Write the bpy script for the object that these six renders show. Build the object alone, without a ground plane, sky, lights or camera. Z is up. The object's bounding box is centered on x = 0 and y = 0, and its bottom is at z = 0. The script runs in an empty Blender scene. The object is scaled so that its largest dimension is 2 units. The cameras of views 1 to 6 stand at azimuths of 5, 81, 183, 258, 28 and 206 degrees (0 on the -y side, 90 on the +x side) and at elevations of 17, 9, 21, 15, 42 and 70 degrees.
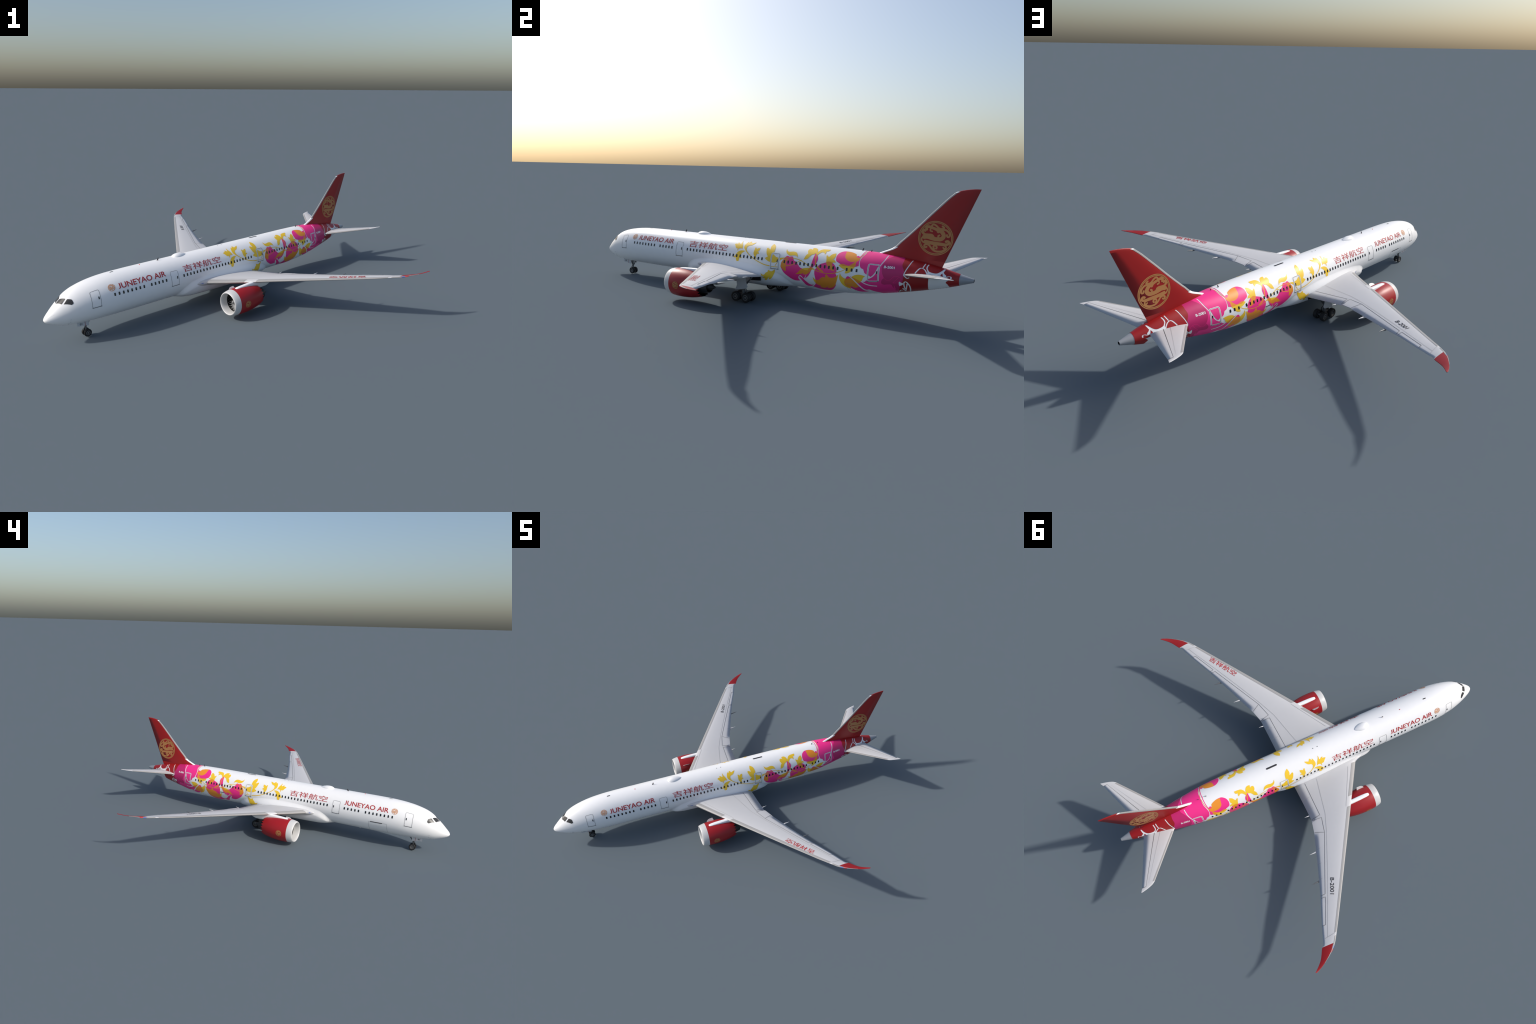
"""Twin-engine wide-body airliner with a floral livery, built part by part.

Plane frame used throughout: X aft from the nose tip, Y to starboard, Z up from the ground (metres).
"""
import bpy, bmesh, math, random
import numpy as np
from mathutils import Vector, Matrix
from mathutils.geometry import delaunay_2d_cdt

random.seed(7)
HEADING = math.radians(49.0)          # direction of the tail in the world
ORIGIN_X = 1.20                       # plane X of the root empty
NOSE_S, SIDE_S = -1.387, 0.0759       # where nose tip and centre line sit along / across the heading

# ------------------------------------------------------------------ materials
MATS = {}


def material(name, color, rough=0.4, metal=0.0, coat=0.0, grain=0.008, scale=40.0, spec=0.5):
    m = bpy.data.materials.new(name)
    m.use_nodes = True
    nt = m.node_tree
    bsdf = nt.nodes["Principled BSDF"]
    tc = nt.nodes.new("ShaderNodeTexCoord")
    noise = nt.nodes.new("ShaderNodeTexNoise")
    noise.inputs["Scale"].default_value = scale
    noise.inputs["Detail"].default_value = 4.0
    ramp = nt.nodes.new("ShaderNodeValToRGB")
    lo = [max(c * (1 - grain), 0) for c in color]
    hi = [min(c * (1 + grain), 1) for c in color]
    ramp.color_ramp.elements[0].position = 0.3
    ramp.color_ramp.elements[1].position = 0.7
    ramp.color_ramp.elements[0].color = (*lo, 1)
    ramp.color_ramp.elements[1].color = (*hi, 1)
    nt.links.new(tc.outputs["Object"], noise.inputs["Vector"])
    nt.links.new(noise.outputs["Fac"], ramp.inputs["Fac"])
    nt.links.new(ramp.outputs["Color"], bsdf.inputs["Base Color"])
    bsdf.inputs["Roughness"].default_value = rough
    bsdf.inputs["Metallic"].default_value = metal
    bsdf.inputs["Specular IOR Level"].default_value = spec
    if coat:
        bsdf.inputs["Coat Weight"].default_value = coat
        bsdf.inputs["Coat Roughness"].default_value = 0.25
    MATS[name] = m
    return m


WHITE = material("white_paint", (0.90, 0.90, 0.90), 0.36)
WING = material("wing_grey_paint", (0.58, 0.58, 0.59), 0.5)
SLAT = material("bare_leading_edge", (0.34, 0.335, 0.33), 0.42)
RED = material("red_paint", (0.36, 0.010, 0.014), 0.42)
TITLE = material("red_lettering_paint", (0.44, 0.022, 0.024), 0.5)
TAILRED = material("tail_red_paint", (0.34, 0.008, 0.008), 0.42)
PINK = material("pink_paint", (0.93, 0.032, 0.26), 0.42)
MAGENTA = material("magenta_paint", (0.56, 0.018, 0.145), 0.42)
CRIMSON = material("crimson_line_paint", (0.78, 0.02, 0.20), 0.42)
YELLOW = material("yellow_paint", (0.93, 0.60, 0.032), 0.42)
ORANGE = material("orange_paint", (0.86, 0.30, 0.025), 0.42)
GOLD = material("gold_paint", (0.46, 0.21, 0.072), 0.42)
COPPER = material("copper_paint", (0.66, 0.33, 0.17), 0.42)
INK = material("black_marking", (0.03, 0.03, 0.035), 0.5)
GLASS = material("dark_window_glass", (0.012, 0.014, 0.016), 0.12)
COCKPIT = material("cockpit_glass", (0.035, 0.035, 0.036), 0.36, spec=0.4)
LINE = material("panel_gap_line", (0.07, 0.07, 0.075), 0.6)
SEAM = material("door_seam_line", (0.13, 0.13, 0.135), 0.6)
FAINT = material("faint_panel_line", (0.34, 0.34, 0.35), 0.6)
CONE = material("tail_cone_metal", (0.33, 0.34, 0.36), 0.4, 0.1)
DARK = material("dark_metal", (0.035, 0.037, 0.04), 0.45, 0.5)
STEEL = material("grey_steel", (0.16, 0.165, 0.17), 0.4, 0.4)
BLADE = material("fan_blade_metal", (0.55, 0.55, 0.55), 0.35, 0.4)
BLACK = material("black_opening_paint", (0.006, 0.006, 0.006), 0.8)  # also colours the plate that stands in for the wheel well
RUBBER = material("tyre_rubber", (0.012, 0.012, 0.013), 0.7)
HUB = material("wheel_hub_grey", (0.26, 0.26, 0.26), 0.45, 0.2)
HUBDARK = material("wheel_hub_dark_paint", (0.05, 0.05, 0.05), 0.5)  # darker grey ring between hub centre and rim
TIPRED = material("wingtip_red_paint", (0.30, 0.006, 0.009), 0.5)
PALE = material("pale_grey_paint", (0.55, 0.56, 0.58), 0.5)
LIP = material("intake_grey_paint", (0.60, 0.60, 0.595), 0.40)
BLUE = material("blue_lens", (0.05, 0.14, 0.55), 0.3)
LENS = material("red_lens", (0.75, 0.03, 0.03), 0.3)

# ------------------------------------------------------------------ scene graph
coll = bpy.context.scene.collection
root = bpy.data.objects.new("passenger_airliner", None)
coll.objects.link(root)
c, s = math.cos(HEADING), math.sin(HEADING)
root.location = ((ORIGIN_X + NOSE_S) * c - SIDE_S * s, (ORIGIN_X + NOSE_S) * s + SIDE_S * c, 0)
root.rotation_euler = (0, 0, HEADING)
root["label"] = "white twin-engine passenger jet with pink and yellow floral tail"
root["category"] = "airliner"
ROOT_SHIFT = Vector((-ORIGIN_X, 0, 0))


def place(ob, parent=None, at=(0, 0, 0)):
    """parent an object; 'at' is an extra shift in the plane frame"""
    coll.objects.link(ob)
    ob.parent = parent or root
    if parent is None:
        ob.location = ROOT_SHIFT + Vector(at)
    else:
        ob.location = Vector(at)
    return ob


def mesh_object(name, verts, faces, mat, parent=None, smooth=True, normals=None, face_mats=None, sharp=None):
    me = bpy.data.meshes.new(name)
    me.from_pydata([tuple(v) for v in verts], [], faces)
    mats = mat if isinstance(mat, (list, tuple)) else [mat]
    for m in mats:
        me.materials.append(m)
    if face_mats is not None:
        me.polygons.foreach_set("material_index", face_mats)
    me.polygons.foreach_set("use_smooth", [smooth] * len(me.polygons))
    me.update()
    if normals is None:
        bm = bmesh.new()
        bm.from_mesh(me)
        bmesh.ops.recalc_face_normals(bm, faces=bm.faces)
        if sharp is not None:
            for e in bm.edges:
                if len(e.link_faces) == 2 and e.calc_face_angle(0) > math.radians(sharp):
                    e.smooth = False
        bm.to_mesh(me)
        bm.free()
    else:
        me.normals_split_custom_set_from_vertices([tuple(n) for n in normals])
    ob = bpy.data.objects.new(name, me)
    return place(ob, parent)


def grid_faces(nu, nv, close_v=False, close_u=False):
    f = []
    for i in range(nu if close_u else nu - 1):
        for j in range(nv if close_v else nv - 1):
            a, b = i, (i + 1) % nu
            p, q = j, (j + 1) % nv
            f.append((a * nv + p, a * nv + q, b * nv + q, b * nv + p))
    return f


def lathe(name, profile, origin, axis, mat, parent=None, seg=48, face_mats=None, sharp=40, mats=None):
    """revolve (along, radius) pairs about an axis; ends are closed when the radius is zero"""
    axis = Vector(axis).normalized()
    ref = Vector((0, 0, 1)) if abs(axis.z) < 0.9 else Vector((1, 0, 0))
    e1 = axis.cross(ref).normalized()
    e2 = axis.cross(e1)
    o = Vector(origin)
    verts = []
    for a, r in profile:
        for k in range(seg):
            t = 2 * math.pi * k / seg
            verts.append(o + axis * a + (e1 * math.cos(t) + e2 * math.sin(t)) * max(r, 1e-5))
    faces = grid_faces(len(profile), seg, close_v=True)
    fm = None
    if face_mats:
        fm = [face_mats[i] for i in range(len(profile) - 1) for _ in range(seg)]
    return mesh_object(name, verts, faces, mats or mat, parent, face_mats=fm, sharp=sharp)


def rod(name, a, b, r, mat, parent=None, seg=14, r2=None):
    a, b = Vector(a), Vector(b)
    d = (b - a).length
    return lathe(name, [(0, 0), (0, r), (d, r2 if r2 is not None else r), (d, 0)], a, b - a, mat, parent, seg)


def plate(name, outline, normal, thick, mat, parent=None):
    """flat panel of some thickness from a 3D outline"""
    n = Vector(normal).normalized() * (thick / 2)
    k = len(outline)
    verts = [Vector(p) + n for p in outline] + [Vector(p) - n for p in outline]
    faces = [tuple(range(k)), tuple(range(2 * k - 1, k - 1, -1))]
    faces += [(i, (i + 1) % k, k + (i + 1) % k, k + i) for i in range(k)]
    return mesh_object(name, verts, faces, mat, parent, smooth=False)


def loft(name, rings, mat, parent=None, sharp=50, caps=True):
    n = len(rings[0])
    verts = [p for r in rings for p in r]
    faces = grid_faces(len(rings), n, close_v=True)
    if caps:
        faces.append(tuple(range(n)))
        faces.append(tuple(range(len(verts) - 1, len(verts) - n - 1, -1)))
    return mesh_object(name, verts, faces, mat, parent, sharp=sharp)


# ------------------------------------------------------------------ curves
def make_curve(xs,ys):
    """smooth (non-uniform Catmull-Rom Hermite) curve through knots"""
    n=len(xs);h=[xs[i+1]-xs[i] for i in range(n-1)];d=[(ys[i+1]-ys[i])/h[i] for i in range(n-1)]
    m=[d[0]]+[(d[i-1]*h[i]+d[i]*h[i-1])/(h[i]+h[i-1]) for i in range(1,n-1)]+[d[-1]]
    # no overshoot on flat runs
    for i in range(1,n-1):
        if d[i-1]*d[i]<=1e-12: m[i]=0.0
    def f(x):
        if x<=xs[0]: return ys[0]
        if x>=xs[-1]: return ys[-1]
        lo=0;hi=n-1
        while hi-lo>1:
            k=(lo+hi)//2
            if xs[k]<=x: lo=k
            else: hi=k
        t=(x-xs[lo])/h[lo]
        return (2*t**3-3*t*t+1)*ys[lo]+(t**3-2*t*t+t)*h[lo]*m[lo]+(3*t*t-2*t**3)*ys[lo+1]+(t**3-t*t)*h[lo]*m[lo+1]
    return f
FX=[0,.008,.03,.06,.09,.12,.15,.20,.27,.35,.45,.60,1.50,1.65,1.75,1.85,2.0,2.15,2.27,2.357]
FT=[.1475,.1628,.1850,.2135,.2390,.2615,.2760,.2910,.3035,.3105,.3130,.3133,.3133,.3133,.3130,.3115,.3042,.2848,.2575,.2365]
FB=[.1475,.1345,.1222,.1105,.1010,.0960,.0925,.0885,.0860,.0848,.0840,.0840,.0840,.0835,.0885,.0985,.1250,.1582,.1905,.2185]
FW=[.0,.0162,.0315,.0465,.0590,.0703,.0798,.0922,.1035,.1088,.1105,.1107,.1107,.1107,.1080,.1012,.0805,.0560,.0315,.0085]
FS=[math.sqrt(x) for x in FX]
_t=make_curve(FS,FT);_b=make_curve(FS,FB);_w=make_curve(FS,FW)
def section(X):
    s=math.sqrt(max(X,0));t=_t(s);b=_b(s);return (t+b)/2,(t-b)/2,_w(s)
BX=[.740,.78,.82,.89,1.0,1.15,1.27,1.35,1.41,1.475]
BH=[0,.0085,.0125,.0145,.0158,.0165,.0140,.0110,.0065,0]
EXk=[.740,.752,.775,.81,.86,.95,1.1,1.25,1.33,1.376,1.407,1.437,1.455,1.466,1.475]
ETh=[155,130,115,102,95,90,88,92,98,104,111,122.5,134,148,172]
_bh=make_curve(BX,BH);_et=make_curve(EXk,ETh)
def bulge(X,th):
    if X<=BX[0] or X>=BX[-1]: return -.0006
    a=abs(math.degrees(th));e=_et(X)
    t=min(max((a-e)/22,0),1);t=t*t*(3-2*t)
    t*=1+1.05*math.exp(-((a-138)/22)**2)      # boxy lower corners
    return -.0006+(_bh(X)+.0006)*t
def skin(X,th,off=0.0):
    zc,h,w=section(X)
    y=w*math.sin(th);z=zc+h*math.cos(th)
    ny=math.sin(th)/max(w,1e-5);nz=math.cos(th)/max(h,1e-5);l=math.hypot(ny,nz)
    return X,y+off*ny/l,z+off*nz/l
def outer(X,th,off=0.0):
    return skin(X,th,off+max(bulge(X,th),0))


def theta_at(X, z):
    zc, h, w = section(X)
    return math.acos(max(-1, min(1, (z - zc) / h)))


def outer_frame(X, th, off):
    p = Vector(outer(X, th, off))
    e = 2e-3
    du = Vector(outer(X + e, th, 0)) - Vector(outer(max(X - e, 1e-4), th, 0))
    dv = Vector(outer(X, th + e, 0)) - Vector(outer(X, th - e, 0))
    n = du.cross(dv)
    zc, h, w = section(X)
    if n.dot(Vector((0, p.y, p.z - zc))) < 0:
        n = -n
    return p, n.normalized()


# ------------------------------------------------------------------ fuselage
SEG = 112
CONE_X = 2.297
xs = [(i / 60) ** 2 * 0.45 for i in range(61)] + list(np.linspace(0.45, 1.5, 64))[1:] + list(np.linspace(1.5, CONE_X, 70))[1:]
rings = [[skin(max(X, 2e-6), 2 * math.pi * k / SEG) for k in range(SEG)] for X in xs]
fuselage = loft("fuselage", rings, WHITE)
xs = list(np.linspace(CONE_X, 2.357, 12))
rings = [[skin(X, 2 * math.pi * k / SEG) for k in range(SEG)] for X in xs]
zc, h, w = section(2.357)
rings.append([(2.3565, 0.8 * w * math.sin(t), zc + 0.8 * h * math.cos(t)) for t in [2 * math.pi * k / SEG for k in range(SEG)]])
tail_cone = loft("tail_cone", rings, CONE, caps=False)
lathe("exhaust_outlet", [(0, 0), (0, 0.0066), (0.012, 0.0068)], (2.345, 0, zc), (1, 0, 0), BLACK, tail_cone)

# wing-to-body fairing: a shallow swelling of the lower skin with its own edge
fx = list(np.linspace(BX[0], BX[-1], 200))
ft = list(np.linspace(math.radians(80), math.radians(280), 200))
verts = [skin(X, t, bulge(X, t if t <= math.pi else 2 * math.pi - t)) for X in fx for t in ft]
belly = mesh_object("belly_fairing", verts, grid_faces(len(fx), len(ft)), WHITE)

# ------------------------------------------------------------------ painting on the skin
ARC = 0.112                            # mean skin radius: turns angles into lengths


def skin_map(side):
    def f(u, v, off):
        return outer_frame(u, side * v / ARC, off)
    return f


def spline(pts, closed, step):
    """Catmull-Rom through points (x, y[, corner]); corners break the smoothness"""
    P = [Vector((p[0], p[1])) for p in pts]
    cor = [len(p) > 2 for p in pts]
    n = len(P)
    out = []
    last = n if closed else n - 1
    for i in range(last):
        a, b = P[i], P[(i + 1) % n]
        if closed:
            a0, b1 = P[i - 1], P[(i + 2) % n]
        else:
            a0, b1 = P[max(i - 1, 0)], P[min(i + 2, n - 1)]
        L = (b - a).length
        ta = (b - a) if cor[i] else (b - a0).normalized() * L
        tb = (b - a) if cor[(i + 1) % n] else (b1 - a).normalized() * L
        k = max(2, int(L / step + 0.999))
        for j in range(k):
            t = j / k
            out.append((2 * t**3 - 3 * t * t + 1) * a + (t**3 - 2 * t * t + t) * ta + (3 * t * t - 2 * t**3) * b + (t**3 - t * t) * tb)
    if not closed:
        out.append(P[-1])
    return [(p.x, p.y) for p in out]


def ribbon(pts, width, step=0.004, taper=False):
    """outline of a stroke of some width with round ends"""
    c = [Vector(p) for p in spline(pts, False, step)]
    L, R = [], []
    n = len(c)
    for i, p in enumerate(c):
        d = (c[min(i + 1, n - 1)] - c[max(i - 1, 0)]).normalized()
        m = Vector((-d.y, d.x))
        w = width / 2 * (1 if not taper else (0.35 + 0.65 * math.sin(math.pi * min(max((i + 1) / (n + 1), 0.12), 0.88))))
        L.append(p + m * w)
        R.append(p - m * w)
    d0 = (c[0] - c[1]).normalized() * width * 0.35
    d1 = (c[-1] - c[-2]).normalized() * width * 0.35
    cap1 = [(L[-1] * 0.75 + R[-1] * 0.25) + d1, (L[-1] * 0.25 + R[-1] * 0.75) + d1]
    cap0 = [(R[0] * 0.75 + L[0] * 0.25) + d0, (R[0] * 0.25 + L[0] * 0.75) + d0]
    return [(p.x, p.y) for p in L + cap1 + R[::-1] + cap0]


def inside(poly, P):
    """non-zero winding test of many points"""
    q = np.array(poly)
    x, y = P[:, 0], P[:, 1]
    wn = np.zeros(len(P), int)
    for i in range(len(q)):
        x0, y0 = q[i]
        x1, y1 = q[(i + 1) % len(q)]
        cr = (x1 - x0) * (y - y0) - (x - x0) * (y1 - y0)
        wn += ((y0 <= y) & (y1 > y) & (cr > 0)).astype(int)
        wn -= ((y0 > y) & (y1 <= y) & (cr < 0)).astype(int)
    return wn != 0


def triangulate(polys, step):
    """constrained Delaunay mesh of overlapping outlines; returns points, triangles and a membership table"""
    verts, edges = [], []
    for poly in polys:
        b = len(verts)
        verts += [Vector(p) for p in poly]
        edges += [(b + i, b + (i + 1) % len(poly)) for i in range(len(poly))]
    A = np.array([tuple(v) for v in verts])
    lo, hi = A.min(0), A.max(0)
    gx = np.arange(lo[0] + step * 0.37, hi[0], step)
    gy = np.arange(lo[1] + step * 0.41, hi[1], step)
    if len(gx) and len(gy):
        G = np.stack(np.meshgrid(gx, gy), -1).reshape(-1, 2)
        G[:, 0] += (np.arange(len(G)) * 7919 % 101 / 101 - 0.5) * step * 0.2
        keep = np.zeros(len(G), bool)
        for poly in polys:
            keep |= inside(poly, G)
        verts += [Vector(p) for p in G[keep]]
    vo, eo, fo, *_ = delaunay_2d_cdt(verts, edges, [], 0, 1e-6)
    P = np.array([tuple(v) for v in vo])
    T = np.array([f for f in fo if len(f) == 3])
    cen = P[T].mean(1)
    M = np.zeros((len(polys), len(T)), bool)
    for k, poly in enumerate(polys):
        q = np.array(poly)
        box = ((cen >= q.min(0)) & (cen <= q.max(0))).all(1)
        idx = np.nonzero(box)[0]
        if len(idx):
            M[k, idx] = inside(poly, cen[idx])
    return P, T, M


def paint(name, P, T, mapper, off, mat, parent, face_mats=None, kind=None):
    """lay triangles of a flat drawing onto a surface as a thin coat"""
    used = np.unique(T)
    lut = {int(u): i for i, u in enumerate(used)}
    pos, nor = [], []
    for u in used:
        p, n = mapper(P[u][0], P[u][1], off)
        pos.append(p)
        nor.append(n)
    faces = []
    for t in T:
        a, b, c_ = (lut[int(k)] for k in t)
        fn = (pos[b] - pos[a]).cross(pos[c_] - pos[a])
        faces.append((a, b, c_) if fn.dot(nor[a]) >= 0 else (a, c_, b))
    ob = mesh_object(name, pos, faces, mat, parent, normals=nor, face_mats=face_mats)
    if kind:
        ob["kind"] = kind
    return ob


def paint_union(name, polys, step, mapper, off, mat, parent):
    P, T, M = triangulate(polys, step)
    return paint(name, P, T[M.any(0)], mapper, off, mat, parent)


def rounded_rect(cx, cy, w, h, r, n=5):
    out = []
    for sx, sy, a0 in ((1, 1, 0), (-1, 1, 90), (-1, -1, 180), (1, -1, 270)):
        for k in range(n + 1):
            a = math.radians(a0 + 90 * k / n)
            out.append((cx + sx * (w / 2 - r) + r * math.cos(a), cy + sy * (h / 2 - r) + r * math.sin(a)))
    return out


def densify(poly, step):
    out = []
    for i, p in enumerate(poly):
        q = poly[(i + 1) % len(poly)]
        k = max(1, int(math.dist(p, q) / step + 0.999))
        out += [(p[0] + (q[0] - p[0]) * j / k, p[1] + (q[1] - p[1]) * j / k) for j in range(k)]
    return out


def ring_paint(name, outer_poly, inner_poly, mapper, off, mat, parent):
    n = len(outer_poly)
    P = np.array(outer_poly + inner_poly)
    T = []
    for i in range(n):
        j = (i + 1) % n
        T += [(i, j, n + j), (i, n + j, n + i)]
    return paint(name, P, np.array(T), mapper, off, mat, parent)


def text_paint(name, body, width, height, mapper, off, mat, parent, bold=0.0, step=0.006, shear=0.0, spacing=1.0):
    """lettering in the built-in font, fitted to a box with its lower left corner at 0,0, laid on a surface"""
    cu = bpy.data.curves.new(name, "FONT")
    cu.body = body
    cu.offset = bold
    cu.shear = shear
    cu.space_character = spacing
    cu.resolution_u = 5
    tmp = bpy.data.objects.new(name + "_outline", cu)
    coll.objects.link(tmp)
    me = bpy.data.meshes.new_from_object(tmp.evaluated_get(bpy.context.evaluated_depsgraph_get()))
    bpy.data.objects.remove(tmp)
    bpy.data.curves.remove(cu)
    bm = bmesh.new()
    bm.from_mesh(me)
    bpy.data.meshes.remove(me)
    if body[0] == "J":                  # the font's J hangs below the line: lift it to cap height
        bm.verts.ensure_lookup_table()
        seen, todo = set(), [min(bm.verts, key=lambda v: v.co.x)]
        while todo:
            v = todo.pop()
            if v not in seen:
                seen.add(v)
                todo += [e.other_vert(v) for e in v.link_edges]
        ys_ = [v.co.y for v in seen]
        cap = max(ys_)
        for v in seen:
            v.co.y = (v.co.y - min(ys_)) / (cap - min(ys_)) * cap
    lo = [min(v.co[k] for v in bm.verts) for k in (0, 1)]
    hi = [max(v.co[k] for v in bm.verts) for k in (0, 1)]
    for v in bm.verts:
        v.co = Vector(((v.co.x - lo[0]) / (hi[0] - lo[0]) * width, (v.co.y - lo[1]) / (hi[1] - lo[1]) * height, 0))
    for axis, size in ((0, width), (1, height)):
        for k in range(1, int(size / step) + 1):
            co = [0, 0, 0]
            no = [0, 0, 0]
            co[axis] = k * step
            no[axis] = 1
            bmesh.ops.bisect_plane(bm, geom=bm.verts[:] + bm.edges[:] + bm.faces[:], plane_co=co, plane_no=no)
    bmesh.ops.triangulate(bm, faces=bm.faces[:])
    bm.verts.index_update()
    P = np.array([(v.co.x, v.co.y) for v in bm.verts])
    T = np.array([[v.index for v in f.verts] for f in bm.faces])
    bm.free()
    return paint(name, P, T, mapper, off, mat, parent)


# ------------------------------------------------------------------ round dragon emblem, drawn in a unit circle
def emblem_polys(detail=True):
    def at(pts):
        return [((x - 805) / 548, (877 - y) / 542) for x, y in pts]
    polys = []
    st = 0.06
    for w, pts in (
        (75, [(470, 985), (700, 1015), (950, 1035), (1150, 1050), (1230, 1000), (1190, 940), (1130, 965)]),
        (48, [(420, 860), (368, 920), (400, 1005), (480, 1040), (800, 1072), (1090, 1085), (1150, 1130), (1105, 1180), (1060, 1150)]),
        (120, [(430, 865), (560, 850), (700, 885), (850, 905), (980, 890), (1055, 800), (1020, 700), (950, 640), (850, 610)]),
        (74, [(470, 670), (430, 640), (385, 690), (450, 775), (560, 785), (690, 790), (745, 850)]),
        (52, [(930, 775), (885, 800), (900, 850), (960, 880)]),
        (84, [(520, 625), (500, 565), (570, 530), (700, 560), (850, 620), (885, 680)]),
        (46, [(640, 590), (630, 650), (695, 672)]),
        (56, [(655, 520), (710, 450), (800, 480), (900, 560), (980, 575), (1055, 540), (995, 490)]),
        (56, [(1020, 590), (1130, 610), (1220, 700), (1230, 790), (1170, 810), (1150, 745)]),
        (58, [(550, 1165), (500, 1190), (470, 1130), (530, 1085), (620, 1110), (700, 1200), (790, 1270), (900, 1290), (1050, 1260), (1150, 1170)]),
        (52, [(790, 1220), (758, 1140), (820, 1110), (868, 1155), (840, 1205)]),
    ):
        polys.append(ribbon(at(pts), w * 1.04 / 545, st, taper=False))
    return polys


def circle(r, n=72):
    return [(r * math.cos(2 * math.pi * k / n), r * math.sin(2 * math.pi * k / n)) for k in range(n)]


EP, ET, EM = None, None, None


def emblem_mesh():
    """triangles of the emblem: scrolls plus a double ring"""
    global EP, ET, EM
    if EP is None:
        rings_ = [circle(1.0), circle(0.945), circle(0.925), circle(0.875)]
        pol = emblem_polys()
        EP, ET, M = triangulate(rings_ + pol, 0.12)
        EM = (M[0] & ~M[1]) | (M[2] & ~M[3]) | M[4:].any(0)
    return EP, ET[EM]


def emblem(name, mapper, off, mat, parent):
    P, T = emblem_mesh()
    return paint(name, P, T, mapper, off, mat, parent)


# ------------------------------------------------------------------ flowers and vines on the rear body
ART = []                               # (kind, outline)


def patch(kind, pts):
    """closed shape; points are (station in mm, angle from the top in degrees[, corner])"""
    p = [(q[0] / 1000, math.radians(q[1]) * ARC) + tuple(q[2:]) for q in pts]
    ART.append((kind, densify(spline(p, True, 0.006), 0.01)))


def stroke(kind, width, pts):
    p = [(q[0] / 1000, math.radians(q[1]) * ARC) for q in pts]
    ART.append(("line_" + kind, ribbon(p, width / 1000, 0.006)))


patch('leaf', [(1089, 42, 1), (1099, 39), (1109, 39.5, 1), (1105, 34.5, 1), (1114, 35), (1125, 39.5, 1), (1129, 37), (1128, 31.5), (1131, 26, 1), (1135, 34), (1146, 44.5), (1152, 55, 1), (1141, 53), (1129, 55), (1125, 58.5), (1124, 62, 1), (1120, 58.5), (1122, 54, 1), (1114, 55), (1107, 53.5), (1097, 46.5)])
patch('leaf', [(1219, 26.5, 1), (1207, 28.5), (1193, 31.5, 1), (1184, 24, 1), (1178, 27), (1172, 32.5, 1), (1168, 27, 1), (1161, 34), (1157, 42.5), (1160, 50.5), (1171, 56.5), (1189, 64.5), (1210, 71.5), (1226, 76), (1249, 81.5), (1281, 87.5), (1311, 91.5), (1342, 93, 1), (1342, 90.5, 1), (1311, 89), (1280, 85), (1250, 79.5), (1230, 74.5), (1211, 69.5), (1192, 62.5), (1180, 55.5), (1177, 48), (1182, 43), (1200, 39.5), (1211, 34)])
patch('leaf', [(1175, 60.5, 1), (1162, 59), (1146, 60), (1131, 63.5), (1120, 71), (1112, 77.5), (1104, 80.5, 1), (1112, 81.5), (1120, 79.5, 1), (1123, 86), (1127, 90.5, 1), (1140, 90, 1), (1144, 84), (1143, 78.5, 1), (1149, 81), (1157, 80.5), (1160, 78.5, 1), (1154, 78), (1151, 72.5), (1157, 67), (1165, 63.5)])
patch('leaf', [(1233, 45, 1), (1230, 46.5), (1231, 51.5), (1230, 58.5), (1232, 65), (1239, 70.5), (1249, 75.5), (1259, 79, 1), (1252, 73.5), (1251, 68.5), (1257, 63.5), (1265, 64, 1), (1264, 60.5), (1257, 58.5, 1), (1254, 58, 1), (1261, 53.5), (1263, 45.5, 1), (1251, 46.5), (1242, 50, 1), (1236, 45.5)])
patch('leaf', [(1329, 24, 1), (1345, 30.5), (1353, 38), (1356, 48), (1356, 54, 1), (1347, 55), (1343, 59.5), (1344, 70.5), (1343, 81.5, 1), (1327, 79), (1308, 73, 1), (1316, 70), (1325, 67.5, 1), (1314, 61), (1307, 52), (1303, 44.5), (1308, 41.5), (1321, 45), (1328, 46.5, 1), (1323, 37.5), (1325, 31)])
patch('leaf', [(1356, 59.5, 1), (1352, 62.5), (1352, 67), (1353, 82, 1), (1370, 81.5), (1383, 79.5), (1391, 75.5), (1391, 67.5, 1), (1374, 65.5), (1362, 61.5)])
patch('leaf', [(1374, 98.5, 1), (1374, 105), (1367, 113.5), (1357, 120.5), (1344, 124.5), (1337, 124, 1), (1345, 119, 1), (1334, 122), (1326, 126.5), (1310, 128, 1), (1316, 124, 1), (1303, 121.5), (1294, 116), (1291, 111.5, 1), (1301, 114.5), (1313, 114), (1319, 110.5), (1331, 107.5, 1), (1332, 103, 1), (1339, 104), (1350, 106), (1362, 104)])
patch('leaf', [(1400, 67, 1), (1426, 65), (1449, 64.5), (1427, 67.5), (1413, 70.5), (1402, 75, 1)])
patch('leaf', [(1423, 38.5, 1), (1434, 45), (1447, 46.5), (1468, 44.5), (1486, 46), (1496, 51), (1503, 60.5, 1), (1493, 56.5), (1479, 55.5), (1455, 57.5), (1436, 53.5), (1427, 48)])
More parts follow.
